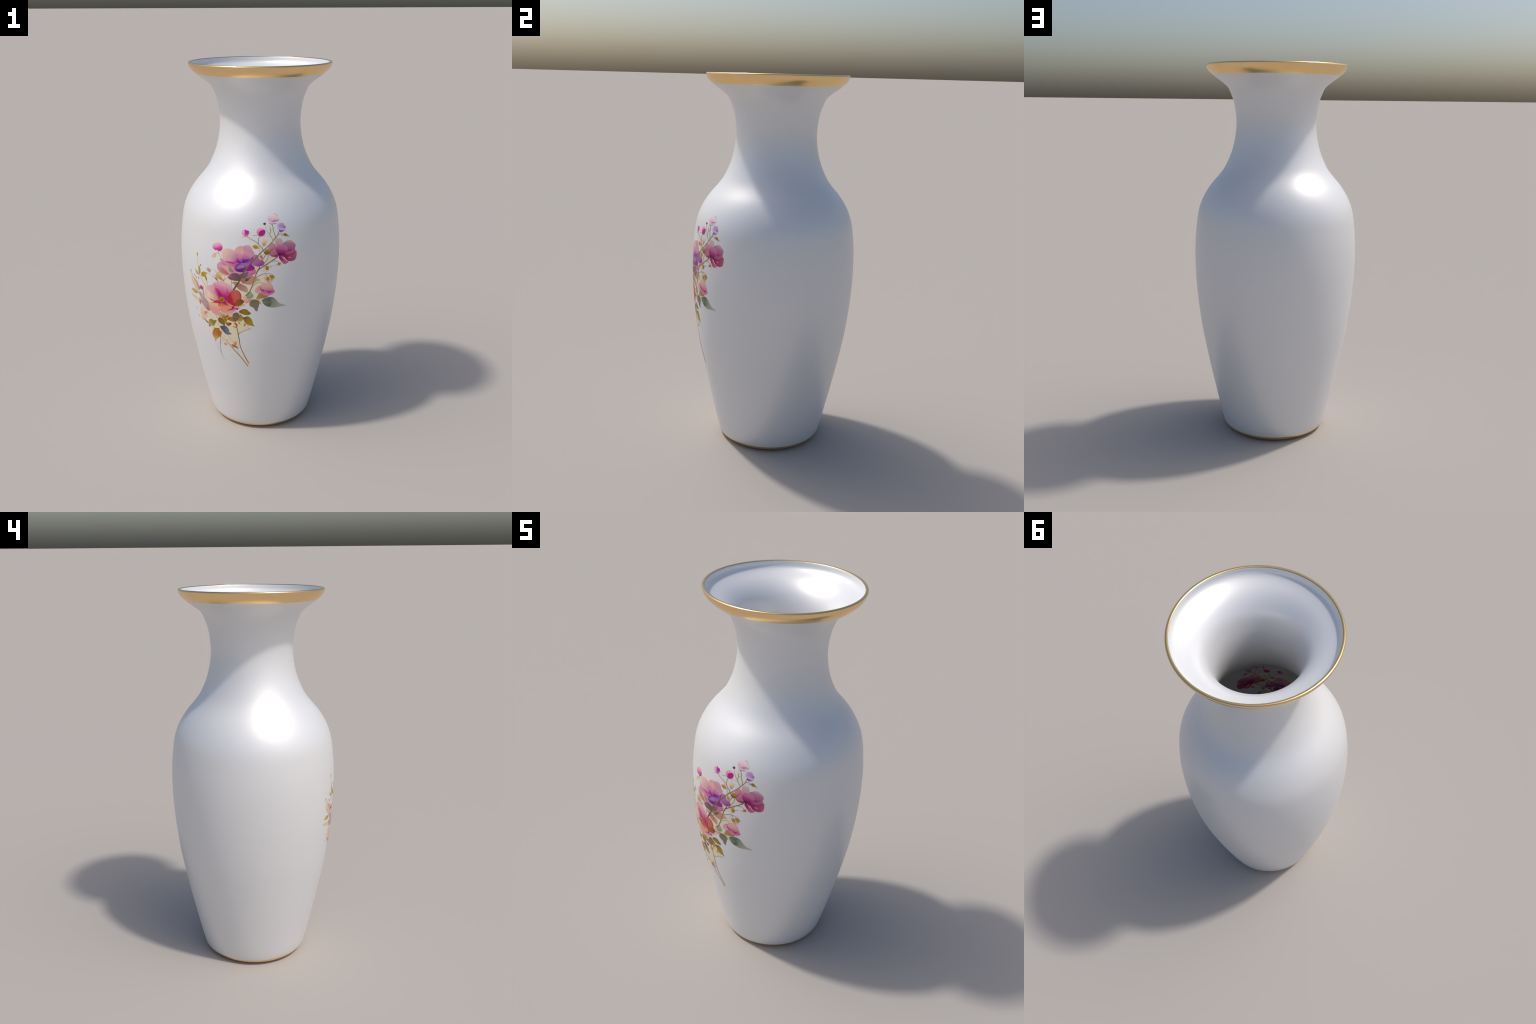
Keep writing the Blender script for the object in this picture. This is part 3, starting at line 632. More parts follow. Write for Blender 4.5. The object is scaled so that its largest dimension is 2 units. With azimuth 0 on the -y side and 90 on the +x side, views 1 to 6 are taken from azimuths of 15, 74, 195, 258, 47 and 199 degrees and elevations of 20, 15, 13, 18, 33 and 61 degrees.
# nodding yellow calyxes and pale rosebud at the right
stroke('stem', 20, 1.6, 0.9, [(0.231, 0.132, 0.024), (0.607, 0.434, 0.091)], [(83, 981.2), (116.1, 1000), (145.5, 1003.4), (167, 996.6), (178.4, 982)])
stroke('stem', 20, 1.5, 1.1, [(0.430, 0.277, 0.051)], [(130.7, 1004.4), (139.7, 991.4), (141.1, 982.8)])
shape('bud', 21, (146.3, 985), (151.2, 951.7), [(0.599, 0.305, 0.006), (0.619, 0.320, 0.006), (1.083, 0.539, 0.202), (1.111, 0.619, 0.277)],
      [(136, 970.9), (142.6, 983.1), (148.2, 986), (154, 972.4), (155.1, 964), (152.6, 951.2), (144.6, 956.1), (138.8, 962.6)])
stroke('sepal', 21, 2.6, 0.5, [(0.619, 0.334, 0.008)], [(141.6, 980.1), (133.1, 980.9), (125.6, 984.8)])
stroke('sepal', 21, 1.2, 0.4, [(0.727, 0.414, 0.069)], [(136.9, 978.2), (131.3, 973.1), (126.5, 967)])
shape('bud', 21, (161.5, 993.6), (163.5, 969.8), [(0.568, 0.312, 0.006), (0.705, 0.389, 0.006)],
      [(151.1, 991), (161.5, 993.6), (174.8, 989.8), (173.4, 976.5), (167.3, 971.7), (162.5, 969.5), (158.7, 978.3)])
stroke('sepal', 21, 2.2, 0.4, [(0.727, 0.389, 0.008)], [(165.4, 973.9), (164.5, 965.6), (161.7, 957.4)])
stroke('sepal', 21, 1.6, 0.4, [(0.727, 0.389, 0.008)], [(160.6, 975.2), (159.3, 970), (158.2, 965.9)])
stroke('sepal', 21, 1.6, 0.4, [(0.619, 0.350, 0.008)], [(173, 985.8), (177.7, 983.4), (182.2, 980.7)])
stroke('stem', 20, 1.4, 1.2, [(0.568, 0.414, 0.119)], [(70.7, 938.4), (89.7, 953.5), (106.7, 958.9), (122.2, 950.8)])
shape('petal', 5, (106.7, 925.4), (81, 906.1), [(0.973, 0.430, 0.448), (1.083, 0.539, 0.501)],
      [(80, 908.2), (83.9, 921), (93.4, 931.7), (106.7, 938), (108.6, 927.5), (105.7, 912.8), (100.9, 900), (89.5, 897.8), (81.9, 900.8)])
shape('leaf', 5, (87.4, 866.6), (143, 881.2), [(0.599, 0.365, 0.110), (0.501, 0.277, 0.069)],
      [(87.4, 866.6), (93.2, 882.8), (102.8, 900), (112.4, 895.7), (123.8, 887.1), (148.8, 882), (133.5, 871.8), (114.3, 867.4)])
shape('bud', 6, (139.2, 882.4), (140.8, 943.7), [(0.947, 0.334, 0.501), (0.845, 0.202, 0.414), (0.785, 0.051, 0.350), (0.727, 0.021, 0.312)],
      [(105.7, 919.1), (108.6, 933.8), (118.1, 947.4), (133.2, 953.3), (148.4, 953.9), (161.7, 947), (168.5, 934), (173.5, 914.8), (180.5, 902.6), (171.8, 893.6), (158.4, 885.8), (139.2, 882.4), (121.9, 887.1), (110.5, 900)])
shape('bud', 7, (142.9, 907.9), (142.7, 953.5), [(0.845, 0.185, 0.389), (0.973, 0.448, 0.474), (1.027, 0.599, 0.520), (1.111, 0.683, 0.559)],
      [(109.7, 927.5), (118.1, 946.3), (133.2, 952.7), (148.4, 953.3), (161.7, 946.6), (168.5, 933.6), (173.1, 913.7), (162.1, 905.9), (142.9, 910.4), (123.8, 916.4)])
shape('bud', 8, (133.3, 911.4), (165.9, 906.8), [(0.727, 0.035, 0.350), (0.430, 0.006, 0.226), (0.619, 0.006, 0.312)],
      [(132.4, 912.4), (139, 909.1), (148.6, 905.9), (165.9, 907.2), (158.6, 900.8), (151, 896.5), (142.9, 902.6), (134.3, 908.1)])
shape('bud', 8, (114.3, 913.8), (127.6, 910.4), [(0.727, 0.008, 0.334), (0.640, 0.006, 0.277)],
      [(114.3, 913.8), (120.9, 918), (127.6, 912.5), (123.8, 908.4), (118.1, 909.5)])
shape('leaf', 5, (116.2, 854.9), (235.3, 820.5), [(0.202, 0.264, 0.158), (0.158, 0.214, 0.138), (0.365, 0.465, 0.334), (0.640, 0.599, 0.465), (0.619, 0.619, 0.448)],
      [(115.3, 857.1), (127.7, 867.7), (143.1, 872.6), (158.5, 874), (174.1, 869.9), (186, 858.2), (196.2, 844.2), (212.5, 831.6), (240.5, 819.3), (213, 817.3), (183, 813.6), (159.2, 816.3), (139.6, 822.7), (122.1, 837.4), (117.2, 848.4)])
shape('leaf', 6, (137.5, 850.1), (147.4, 822.4), [(0.244, 0.334, 0.214), (0.128, 0.179, 0.110)],
      [(117.2, 848.4), (122, 850.5), (139.4, 850), (162.8, 840.2), (157.2, 825.2), (147.4, 821.3), (137.6, 824.3), (122.1, 837.4)])
stroke('stem', 5, 1.4, 1.2, [(0.474, 0.474, 0.312)], [(116.6, 857.1), (93.2, 863.1), (68.1, 862.4), (42.8, 859.3)])
shape('leaf', 5, (44.7, 855.1), (58.3, 849.4), [(1.000, 0.501, 0.291), (0.845, 0.389, 0.244)],
      [(42.8, 857.2), (66.1, 859.5), (56.3, 847.1), (50.3, 842), (44.6, 848.6)])
shape('leaf', 6, (79.7, 860), (109.7, 836.4), [(0.619, 0.312, 0.110), (0.973, 0.334, 0.062)],
      [(79.7, 860), (97, 857.1), (106.6, 846.2), (109.7, 836.4), (98.8, 838.6)])
shape('leaf', 7, (70, 858.6), (89.9, 793.4), [(0.226, 0.202, 0.101), (0.291, 0.251, 0.138), (0.277, 0.251, 0.158), (0.264, 0.291, 0.365)],
      [(51.2, 831.5), (56.3, 847.1), (68.1, 858.5), (81.6, 860), (97, 854.9), (100.8, 844), (99.8, 826.6), (94.9, 811.1), (90.8, 793.4), (79.1, 799.7), (73.4, 812.8), (57.8, 820.9)])
shape('leaf', 5, (57, 905.2), (46.8, 863.9), [(0.474, 0.568, 0.365), (0.381, 0.448, 0.291)],
      [(37.3, 876.2), (39.4, 889.2), (57, 905.2), (68.4, 892.9), (74.1, 881.3), (66.3, 869.2), (44.8, 862.7), (39.1, 867.7)])

# pink and coral rose at the lower left
shape('petal', 6, (-96.7, 844.7), (-86.6, 946.6), [(0.576, 0.006, 0.228), (0.738, 0.020, 0.282), (0.858, 0.166, 0.367), (0.944, 0.323, 0.535), (1.011, 0.535, 0.619), (1.035, 0.619, 0.645)],
      [(-146.4, 916.3), (-134.9, 929.6), (-115.8, 940), (-95.4, 945), (-73.8, 941.4), (-52.9, 932.1), (-39.6, 925.5), (-32.8, 911.6), (-35.2, 898.5), (-48.1, 885.9), (-61.8, 862.1), (-75.6, 844.4), (-93.2, 847.6), (-106.1, 858.1), (-123.6, 876.1), (-136.6, 897)])
shape('petal', 7, (-99.6, 852.9), (-145.6, 909), [(0.293, 0.006, 0.189), (0.681, 0.006, 0.249), (0.837, 0.035, 0.342), (1.011, 0.458, 0.619)],
      [(-146.7, 909.8), (-131.5, 902.5), (-113.3, 893.5), (-102.7, 878.3), (-99, 863.9), (-96.2, 853.6), (-111.2, 850.4), (-124.3, 865.1), (-134.8, 886.6)])
shape('petal', 7, (-84, 851.5), (-74.3, 922.3), [(0.619, 0.006, 0.249), (0.777, 0.075, 0.293), (0.922, 0.354, 0.535)],
      [(-76.5, 921.9), (-62.1, 907.3), (-54.4, 887), (-61.4, 870.8), (-75.1, 853.2), (-88.3, 855.1), (-72.1, 871.1), (-66.9, 891.4), (-70.6, 908)])
shape('petal', 6, (-109.5, 840.9), (-203.4, 853.8), [(0.858, 0.238, 0.282), (0.966, 0.458, 0.387), (1.082, 0.777, 0.535), (1.106, 0.911, 0.645), (1.035, 0.738, 0.593)],
      [(-195.9, 890.9), (-176.2, 902.6), (-150.3, 911.1), (-134.6, 891), (-119.3, 870.5), (-108.9, 850.9), (-111.9, 839.3), (-119.7, 828.8), (-142.5, 814.5), (-166.3, 805.1), (-190.3, 806.4), (-202.5, 823), (-207.3, 843.8), (-203.3, 869.2)])
shape('petal', 7, (-126.1, 873.4), (-190.1, 894.6), [(0.858, 0.189, 0.354), (1.023, 0.535, 0.559), (1.058, 0.681, 0.645)],
      [(-196, 889.8), (-176.2, 902.6), (-150.3, 911.1), (-134.6, 891), (-121.5, 872.2), (-143.2, 869.5), (-168.4, 867.6), (-183.5, 876.8)])
shape('petal', 8, (-115.6, 853.9), (-173.7, 866.2), [(0.709, 0.047, 0.282), (0.966, 0.387, 0.480), (1.035, 0.619, 0.576)],
      [(-173.7, 866.2), (-153.2, 867.1), (-133.4, 871.8), (-115.2, 860.5), (-118.2, 850), (-133.9, 862.9), (-158.7, 861.3)])
shape('petal', 8, (-115.1, 827.6), (-187.4, 833.9), [(0.663, 0.006, 0.189), (0.645, 0.014, 0.265), (0.858, 0.238, 0.422)],
      [(-187.3, 835.1), (-174.4, 829.7), (-156.4, 827.7), (-146.7, 823.5), (-124.3, 830.4), (-113.8, 829), (-137.7, 813.5), (-166.4, 804), (-147.3, 816.7), (-162.1, 821.8), (-177.3, 826.7)])
shape('petal', 6, (-139.9, 816.3), (-137.2, 739.2), [(1.023, 0.495, 0.238), (1.106, 0.757, 0.249), (1.035, 0.576, 0.367), (0.966, 0.458, 0.458), (0.944, 0.480, 0.436), (0.989, 0.495, 0.480)],
      [(-187.6, 800.4), (-163.7, 804.7), (-137.5, 815.8), (-112.9, 825.9), (-101.4, 823.9), (-103, 801.4), (-115.9, 782.9), (-112.6, 765.7), (-89.5, 763.9), (-104.2, 753.9), (-122, 743), (-144.5, 741.9), (-164.4, 748.1), (-181.2, 763.9), (-186.1, 780.7)])
shape('petal', 7, (-40.9, 808.4), (-94.3, 760.6), [(0.879, 0.189, 0.323), (1.023, 0.422, 0.387), (1.035, 0.559, 0.387), (1.011, 0.422, 0.422)],
      [(-115.1, 778.7), (-93.6, 769.8), (-73, 774), (-67.9, 786.1), (-47.8, 796.2), (-40.7, 812.8), (-24, 810.8), (-22.5, 795.5), (-38.1, 775.5), (-56, 763.5), (-76.4, 757.5), (-91.6, 765.7)])
shape('petal', 8, (-34.5, 809.3), (-70.5, 778.9), [(0.495, 0.006, 0.228), (0.645, 0.006, 0.282), (0.944, 0.238, 0.422)],
      [(-70.4, 780), (-63.3, 789.6), (-45.7, 796.5), (-40.8, 810.6), (-28.2, 810.2), (-35.2, 793.7), (-52.6, 786.5), (-68.4, 775.9)])
shape('petal', 9, (-98.8, 828.8), (-75.4, 771.2), [(0.738, 0.047, 0.115), (0.922, 0.189, 0.154), (1.035, 0.387, 0.213), (1.035, 0.436, 0.238), (1.058, 0.422, 0.249)],
      [(-123.8, 805.6), (-113.3, 819.1), (-96.7, 827.1), (-76.1, 835.5), (-60.9, 836), (-48.4, 829.3), (-41.5, 817.1), (-43.2, 803.6), (-52.2, 795.5), (-65.5, 788.7), (-70.6, 776.6), (-89.1, 768.5), (-107.6, 769.1), (-114.9, 780.9), (-108, 795.9), (-117.4, 796)])
shape('petal', 10, (-92.2, 825.8), (-64.3, 811.1), [(0.495, 0.006, 0.228), (0.619, 0.006, 0.213), (0.777, 0.075, 0.189)],
      [(-94.7, 823.1), (-80.6, 833.5), (-72.3, 825.2), (-63.1, 813.6), (-66.6, 809.6), (-81.7, 814.6)])
shape('petal', 10, (-99, 826.6), (-169, 804.2), [(0.645, 0.006, 0.126), (0.757, 0.035, 0.189), (0.911, 0.238, 0.293)],
      [(-168.9, 804.4), (-142.4, 816.4), (-117.3, 829.3), (-98.8, 828.8), (-101.8, 818.3), (-125.6, 813), (-142.9, 810.4)])
shape('petal', 10, (-108.9, 815.6), (-115.1, 794.3), [(0.837, 0.126, 0.126), (0.966, 0.265, 0.166)],
      [(-123.6, 807.9), (-113.6, 815.7), (-100.8, 816.3), (-103, 801.4), (-108, 795.9), (-117.4, 796)])
stroke('petal', 11, 0.8, 2.2, [(1.230, 0.645, 0.249)], [(-98.3, 820.1), (-101.5, 806.1), (-105.6, 796.4), (-114.6, 785)])  # yellow brush line drawn as the lit edge of the coral petal
shape('petal', 10, (-79.9, 845.7), (-57.8, 856.2), [(0.495, 0.006, 0.189), (0.681, 0.006, 0.238)],
      [(-82, 847.5), (-70.3, 862.8), (-59.5, 864.6), (-57.9, 854), (-64.8, 844.1), (-78.2, 837.3)])
stroke('petal', 11, 2.2, 0.6, [(0.213, 0.006, 0.137)], [(-93.8, 856.2), (-102.1, 869.8), (-118.5, 883.7)])
shape('petal', 9, (-60, 853.7), (10.5, 876), [(0.495, 0.006, 0.052), (0.681, 0.009, 0.042), (0.777, 0.126, 0.100), (0.796, 0.180, 0.115), (0.718, 0.081, 0.081)],
      [(-65.2, 835.2), (-60.8, 860.1), (-52.5, 880.9), (-39.4, 897.9), (-20.7, 907.2), (-4.7, 904.4), (6.9, 892.8), (11.5, 876.1), (10, 856.5), (-4.7, 835.3), (-23.8, 814.8), (-42.4, 821.4), (-57, 827.9)])
shape('petal', 10, (-54.8, 828.2), (-21.7, 817.8), [(0.663, 0.047, 0.052), (0.511, 0.006, 0.006)],
      [(-57, 827.9), (-42, 830.3), (-27.4, 830.2), (-17.3, 824.9), (-23.8, 814.8), (-42.4, 820.3)])
stroke('petal', 11, 1.6, 0.8, [(0.189, 0.006, 0.035)], [(-61, 855.7), (-52.5, 880.9), (-38.4, 898)])
shape('stamen', 12, (-112.9, 825.9), (-81.6, 856.4), [(0.495, 0.137, 0.006), (0.681, 0.265, 0.006), (0.495, 0.180, 0.006)],
      [(-114.8, 838.7), (-110.1, 849.6), (-99.4, 856.8), (-88.3, 855.1), (-79.8, 848), (-79.2, 839.3), (-87.4, 831.1), (-93.4, 825.5), (-106, 825.1), (-113.7, 830.1)])
shape('stamen', 13, (-102, 832.6), (-88.9, 844), [(0.213, 0.042, 0.006), (0.293, 0.075, 0.006)],
      [(-101.5, 840.4), (-94.5, 844), (-89.2, 839.6), (-92.8, 834.5), (-99.7, 833.1)])
shape('stamen', 13, (-118.3, 848.9), (-113.7, 841.1), [(0.238, 0.009, 0.006), (0.293, 0.047, 0.006)],
      [(-118.8, 847.7), (-115.9, 849.4), (-112.7, 844.6), (-115.3, 840.8), (-118.2, 842.8)])
shape('leaf', 12, (-23.5, 824.1), (23.7, 846.9), [(0.645, 0.075, 0.006), (0.387, 0.126, 0.006), (0.228, 0.069, 0.006)],
      [(-23.2, 831.9), (-14.3, 849.4), (0.1, 857.6), (16, 856), (24.6, 843.7), (15.4, 833), (-1, 822.5), (-21.8, 813.3)])
shape('leaf', 11, (-23.9, 813), (14.5, 835.1), [(0.495, 0.354, 0.006), (0.342, 0.228, 0.006)],
      [(-23.9, 813), (-5.1, 821.6), (15.5, 837.4), (12.2, 826.1), (-0.1, 818.2), (-8, 809.6), (-9.8, 816.2)])
shape('petal', 6, (23.3, 829.3), (-3.9, 795.7), [(1.035, 0.619, 0.458), (1.058, 0.709, 0.495)],
      [(-5.7, 804.3), (2.8, 816.3), (23.4, 833.7), (27.5, 823.1), (6.8, 814.6), (-2, 793.7)])
shape('petal', 7, (-22.5, 797.7), (-6.8, 802), [(0.619, 0.075, 0.354), (0.681, 0.035, 0.367)],
      [(-22.5, 795.5), (-20.1, 805.8), (-9.7, 808.3), (-6.6, 800.9), (-12.2, 793.6)])
shape('petal', 5, (25.5, 877.5), (40.5, 837.4), [(1.199, 0.705, 0.448), (1.083, 0.448, 0.365)],
      [(18.5, 870.4), (25.6, 879.6), (35.3, 878.2), (39.1, 867.7), (48.4, 844.5), (40.5, 837.4), (30.6, 838.9), (23, 851.3)])
shape('petal', 5, (-98.3, 837.8), (-52.9, 779.8), [(0.681, 0.006, 0.213), (0.879, 0.145, 0.265), (1.011, 0.458, 0.354)],
      [(-165.7, 810.9), (-123.7, 873.9), (-64.4, 902.6), (-50.1, 837.8), (-25.9, 815), (-53.1, 777.5), (-105.2, 769.6), (-150.8, 805.8)])

# small leaves, buds and grasses at the far left
shape('leaf', 7, (-182.1, 756.8), (-249.7, 846.5), [(0.645, 0.282, 0.198), (0.681, 0.422, 0.422), (0.645, 0.436, 0.495), (0.681, 0.593, 0.495), (0.619, 0.367, 0.436)],
      [(-254.5, 847.2), (-235.6, 844.2), (-216.4, 827.8), (-197.9, 813.1), (-185.1, 803.3), (-182.9, 772.5), (-179.5, 756.4), (-196.8, 752.5), (-213.3, 758.9), (-232.1, 775.8), (-239.5, 791.5), (-248.4, 820.1)])
shape('leaf', 8, (-185, 756), (-194.2, 796.3), [(0.593, 0.228, 0.166), (0.681, 0.422, 0.458)],
      [(-202.9, 793.7), (-185.4, 801), (-182.9, 772.5), (-180.7, 757.2), (-196.6, 753.7), (-205.7, 770.4)])
leaf('leaf', 8, (-213.6, 821.9), (-210.8, 896.6), 9.3, 0.1, [(0.681, 0.293, 0.354), (0.807, 0.495, 0.535)])
shape('leaf', 5, (-259.3, 841.2), (-329.4, 910.3), [(0.774, 0.718, 0.458), (0.935, 0.718, 0.444), (1.045, 0.873, 0.630)],
      [(-331.1, 911.5), (-311.6, 908.9), (-291.2, 889.9), (-272.8, 868.3), (-256.6, 840.2), (-268.3, 838.2), (-292, 862), (-315.1, 885.6), (-326.9, 901.9)])
shape('leaf', 5, (-281.5, 893), (-331.8, 934.1), [(0.914, 0.718, 0.444), (1.067, 0.914, 0.664)],
      [(-333.7, 934.4), (-318.4, 939.5), (-300, 921.8), (-281.5, 893), (-302.9, 898.9), (-324.4, 919.3)])
shape('leaf', 6, (-246, 858.3), (-290.9, 917.5), [(0.548, 0.340, 0.260), (0.813, 0.494, 0.390), (0.893, 0.700, 0.517)],
      [(-290.9, 917.5), (-276.2, 913), (-255.7, 892), (-246, 858.3), (-254.5, 855.7), (-269.2, 873.1), (-284.2, 895.8)])
stroke('stem', 7, 1.4, 1.0, [(0.458, 0.299, 0.084), (0.630, 0.444, 0.175)], [(-325.1, 944.6), (-306, 927.2), (-281.5, 893), (-250.2, 857)])
leaf('bud', 7, (-316.5, 941), (-328.5, 952.9), 7.1, 0, [(0.613, 0.423, 0.154), (0.444, 0.282, 0.069)])
leaf('leaf', 5, (-320.4, 970.5), (-336.3, 991.2), 5.7, 0, [(1.161, 0.956, 0.700), (1.137, 0.873, 0.596)])
leaf('bud', 5, (-300, 967.8), (-306.6, 975.8), 4.0, 0, [(1.114, 0.746, 0.656)])
leaf('bud', 5, (-277.7, 927.4), (-294.5, 938.5), 8.1, 0, [(1.022, 0.358, 0.377), (1.114, 0.572, 0.517)])
leaf('bud', 6, (-266.9, 918.6), (-276.6, 929.6), 7.1, 0, [(0.842, 0.099, 0.197), (1.000, 0.328, 0.358)])
leaf('bud', 6, (-250.7, 919.9), (-249.1, 933), 7.7, 0, [(0.532, 0.282, 0.048), (0.656, 0.390, 0.099)])
stroke('stem', 5, 1.0, 0.6, [(0.978, 0.813, 0.572)], [(-252.3, 920.4), (-252.2, 909.5), (-254.1, 894.4)])
shape('bud', 8, (-227.1, 864.8), (-237.5, 887.5), [(0.774, 0.006, 0.142), (0.793, 0.022, 0.154), (0.946, 0.299, 0.154)],
      [(-247.3, 874.5), (-240.3, 886.1), (-232.2, 889.6), (-221.6, 882.2), (-220, 873.5), (-227.1, 864.8), (-237.3, 864.7)])
stroke('stem', 7, 1.0, 0.8, [(0.893, 0.793, 0.423)], [(-227.1, 864.8), (-224.9, 857.4), (-224.1, 846.5)])
stroke('stem', 7, 0.9, 2.0, [(0.793, 0.630, 0.245), (0.458, 0.316, 0.026), (0.517, 0.340, 0.048)], [(-256, 1047), (-256.2, 1027.8), (-252.8, 1011.2), (-248, 993.1), (-242.6, 950.2), (-235.7, 937.8), (-217.2, 917.9), (-193.1, 891)])
stroke('stem', 7, 0.9, 0.3, [(0.700, 0.532, 0.175)], [(-252.5, 1017.4), (-248.4, 1021.1), (-245.6, 1025.4)])
leaf('bud', 8, (-254.6, 1045.7), (-256.4, 1068.1), 11.1, 0, [(0.656, 0.444, 0.043), (0.736, 0.572, 0.039)])
leaf('bud', 8, (-227, 996.7), (-232.1, 1009.4), 8.4, 0, [(0.596, 0.328, 0.048), (0.630, 0.390, 0.084)])
stroke('stem', 7, 1.0, 0.7, [(0.613, 0.423, 0.116)], [(-239, 990.3), (-235, 996.7), (-231.1, 999.5)])
leaf('leaf', 8, (-239.4, 951.1), (-241.4, 996.7), 16.2, 0.0, [(0.596, 0.403, 0.048), (0.630, 0.458, 0.048), (0.458, 0.282, 0.006)])
leaf('leaf', 8, (-244.2, 946.1), (-276.1, 974), 14.1, 0.15, [(0.596, 0.444, 0.116), (0.718, 0.613, 0.116)])
shape('leaf', 8, (-224.9, 949.8), (-180.9, 970.2), [(0.572, 0.340, 0.006), (0.630, 0.390, 0.006), (0.842, 0.572, 0.154)],
      [(-228.5, 950.6), (-224, 962.5), (-210.3, 971.2), (-195.2, 972.8), (-179.8, 970.8), (-190.2, 960.8), (-196.4, 950.3), (-210.8, 942.9), (-224.1, 942.9)])
shape('leaf', 8, (-196.4, 951.2), (-187.7, 925.8), [(0.458, 0.299, 0.026), (0.390, 0.230, 0.006)],
      [(-199.8, 951.2), (-191.9, 951.5), (-186.2, 931.5), (-188, 924.8), (-197.3, 935.8)])
stroke('stem', 7, 1.2, 0.9, [(0.328, 0.316, 0.154)], [(-186.5, 927), (-183.9, 916.1), (-182, 901.2)])
shape('bud', 8, (-184.5, 992.1), (-160, 990.8), [(0.718, 0.656, 0.390), (0.682, 0.458, 0.423), (0.596, 0.282, 0.444)],
      [(-185.5, 997.1), (-176.7, 1001.8), (-166.2, 998.1), (-159.6, 990.9), (-164.5, 981.1), (-173, 979.1), (-182.5, 985.6)])
stroke('sepal', 8, 1.8, 0.4, [(0.682, 0.472, 0.175)], [(-167.7, 977.7), (-160.1, 987.3), (-151.2, 1000)])
stroke('sepal', 8, 1.2, 0.4, [(0.793, 0.613, 0.299)], [(-174, 979.7), (-183.6, 985.3), (-194.6, 992.3)])
stroke('stem', 8, 1.8, 0.8, [(0.630, 0.358, 0.154)], [(-167.6, 980.4), (-167.8, 974.2), (-169.6, 967.2)])
stroke('stem', 5, 0.9, 0.6, [(1.056, 0.793, 0.494)], [(-168.6, 936.8), (-160.8, 924.5), (-153.2, 911.1)])
shape('leaf', 3, (-109, 988.6), (-143.6, 1001.5), [(1.023, 0.619, 0.458), (1.130, 0.858, 0.619)],
      [(-144.7, 1002.3), (-129.5, 995), (-106.7, 989.1), (-120.4, 986.5), (-131.9, 988.3)])
shape('leaf', 8, (-270.2, 833.2), (-326.2, 839.8), [(0.576, 0.354, 0.075), (0.757, 0.495, 0.145), (0.837, 0.593, 0.213)],
      [(-329.4, 835.3), (-311.5, 848.3), (-290, 846.8), (-270, 834.4), (-286.2, 824.5), (-305.5, 825.7)])
stroke('stem', 8, 1.4, 1.6, [(0.480, 0.293, 0.069), (0.323, 0.145, 0.075)], [(-270, 834.4), (-238, 825.7), (-206.8, 810.5), (-188.2, 800.2)])
shape('leaf', 6, (-264, 783.5), (-335.2, 809.5), [(1.035, 0.777, 0.458), (1.011, 0.738, 0.422)],
      [(-337.5, 809.8), (-300.5, 809.4), (-271.4, 803.6), (-263.4, 782.6), (-288.2, 791.1), (-320, 795.7)])
shape('leaf', 8, (-241.1, 779.7), (-258.2, 810.2), [(0.709, 0.249, 0.035), (0.777, 0.354, 0.107)],
      [(-258.2, 810.2), (-248, 800), (-236.1, 781.3), (-249.3, 786.1), (-249.1, 770.3), (-259.6, 778.2), (-258.9, 794.2)])
shape('leaf', 5, (-214.5, 714.8), (-248.2, 756.9), [(1.035, 0.681, 0.458), (1.082, 0.796, 0.576)],
      [(-252, 757.9), (-235.9, 752.9), (-229.1, 737.8), (-212.9, 724.5), (-203.4, 709), (-218.9, 706.4), (-254.3, 708.6), (-260.8, 724.9)])
shape('leaf', 6, (-225.5, 722.8), (-203.5, 745.9), [(0.807, 0.367, 0.180), (0.858, 0.458, 0.238)],
      [(-227.3, 733.8), (-209.5, 745.2), (-200.6, 742.2), (-209.5, 726.7), (-225.5, 722.8)])
shape('leaf', 5, (-224.2, 693.1), (-258.4, 696.7), [(0.989, 0.576, 0.354), (1.082, 0.757, 0.535)],
      [(-259.8, 698.5), (-229.2, 700.7), (-217, 695.4), (-239.6, 679.3), (-256, 682.3)])
leaf('bud', 5, (-285.2, 733.7), (-302.5, 740.6), 6.9, 0, [(1.058, 0.681, 0.422)])
leaf('bud', 5, (-272.8, 691.6), (-288.3, 695.3), 6.9, 0, [(0.966, 0.495, 0.282)])
leaf('bud', 5, (-299.3, 783.8), (-307.2, 784.8), 4.4, 0, [(1.154, 0.858, 0.619)])
leaf('bud', 5, (-282.6, 761.1), (-298.5, 762.8), 5.3, 0, [(1.205, 0.944, 0.681)])
stroke('stem', 5, 0.9, 0.4, [(0.858, 0.757, 0.323)], [(-254.8, 706.1), (-265.1, 707.1), (-277.3, 705.2)])

# foliage under the lower rose
stroke('stem', 4, 1.2, 1.0, [(0.681, 0.282, 0.075)], [(-200.9, 744.4), (-173.5, 720.2), (-142.5, 691.7), (-120.8, 670.5)])
stroke('stem', 4, 1.0, 0.7, [(0.837, 0.422, 0.166)], [(-228.6, 758.7), (-220.8, 749.7), (-210.5, 739.1)])
stroke('stem', 4, 1.0, 0.7, [(0.576, 0.422, 0.145)], [(-158.2, 745.2), (-138.3, 729.7), (-129, 711.3)])
stroke('stem', 5, 1.6, 1.3, [(0.249, 0.180, 0.063)], [(-142.1, 740.2), (-136.8, 731.3), (-131.1, 722.4)])
stroke('stem', 5, 1.0, 1.0, [(0.663, 0.367, 0.126)], [(-127, 741.7), (-130, 708.8), (-125.8, 670.4), (-113.3, 659.4)])
stroke('stem', 5, 1.4, 1.2, [(0.238, 0.154, 0.020)], [(-77.6, 756.1), (-72.9, 744.5), (-69, 737.2)])
stroke('stem', 9, 1.4, 1.0, [(0.213, 0.137, 0.016)], [(-69, 736), (-56.8, 752), (-39.6, 768.5)])
stroke('stem', 9, 1.4, 1.2, [(0.293, 0.166, 0.014)], [(-62.9, 758.9), (-70.4, 733.5), (-85.4, 701.7)])
stroke('stem', 5, 1.2, 1.2, [(0.387, 0.305, 0.090)], [(-26.1, 785.1), (-6.7, 776.5), (5.3, 767.8), (15, 751.8)])
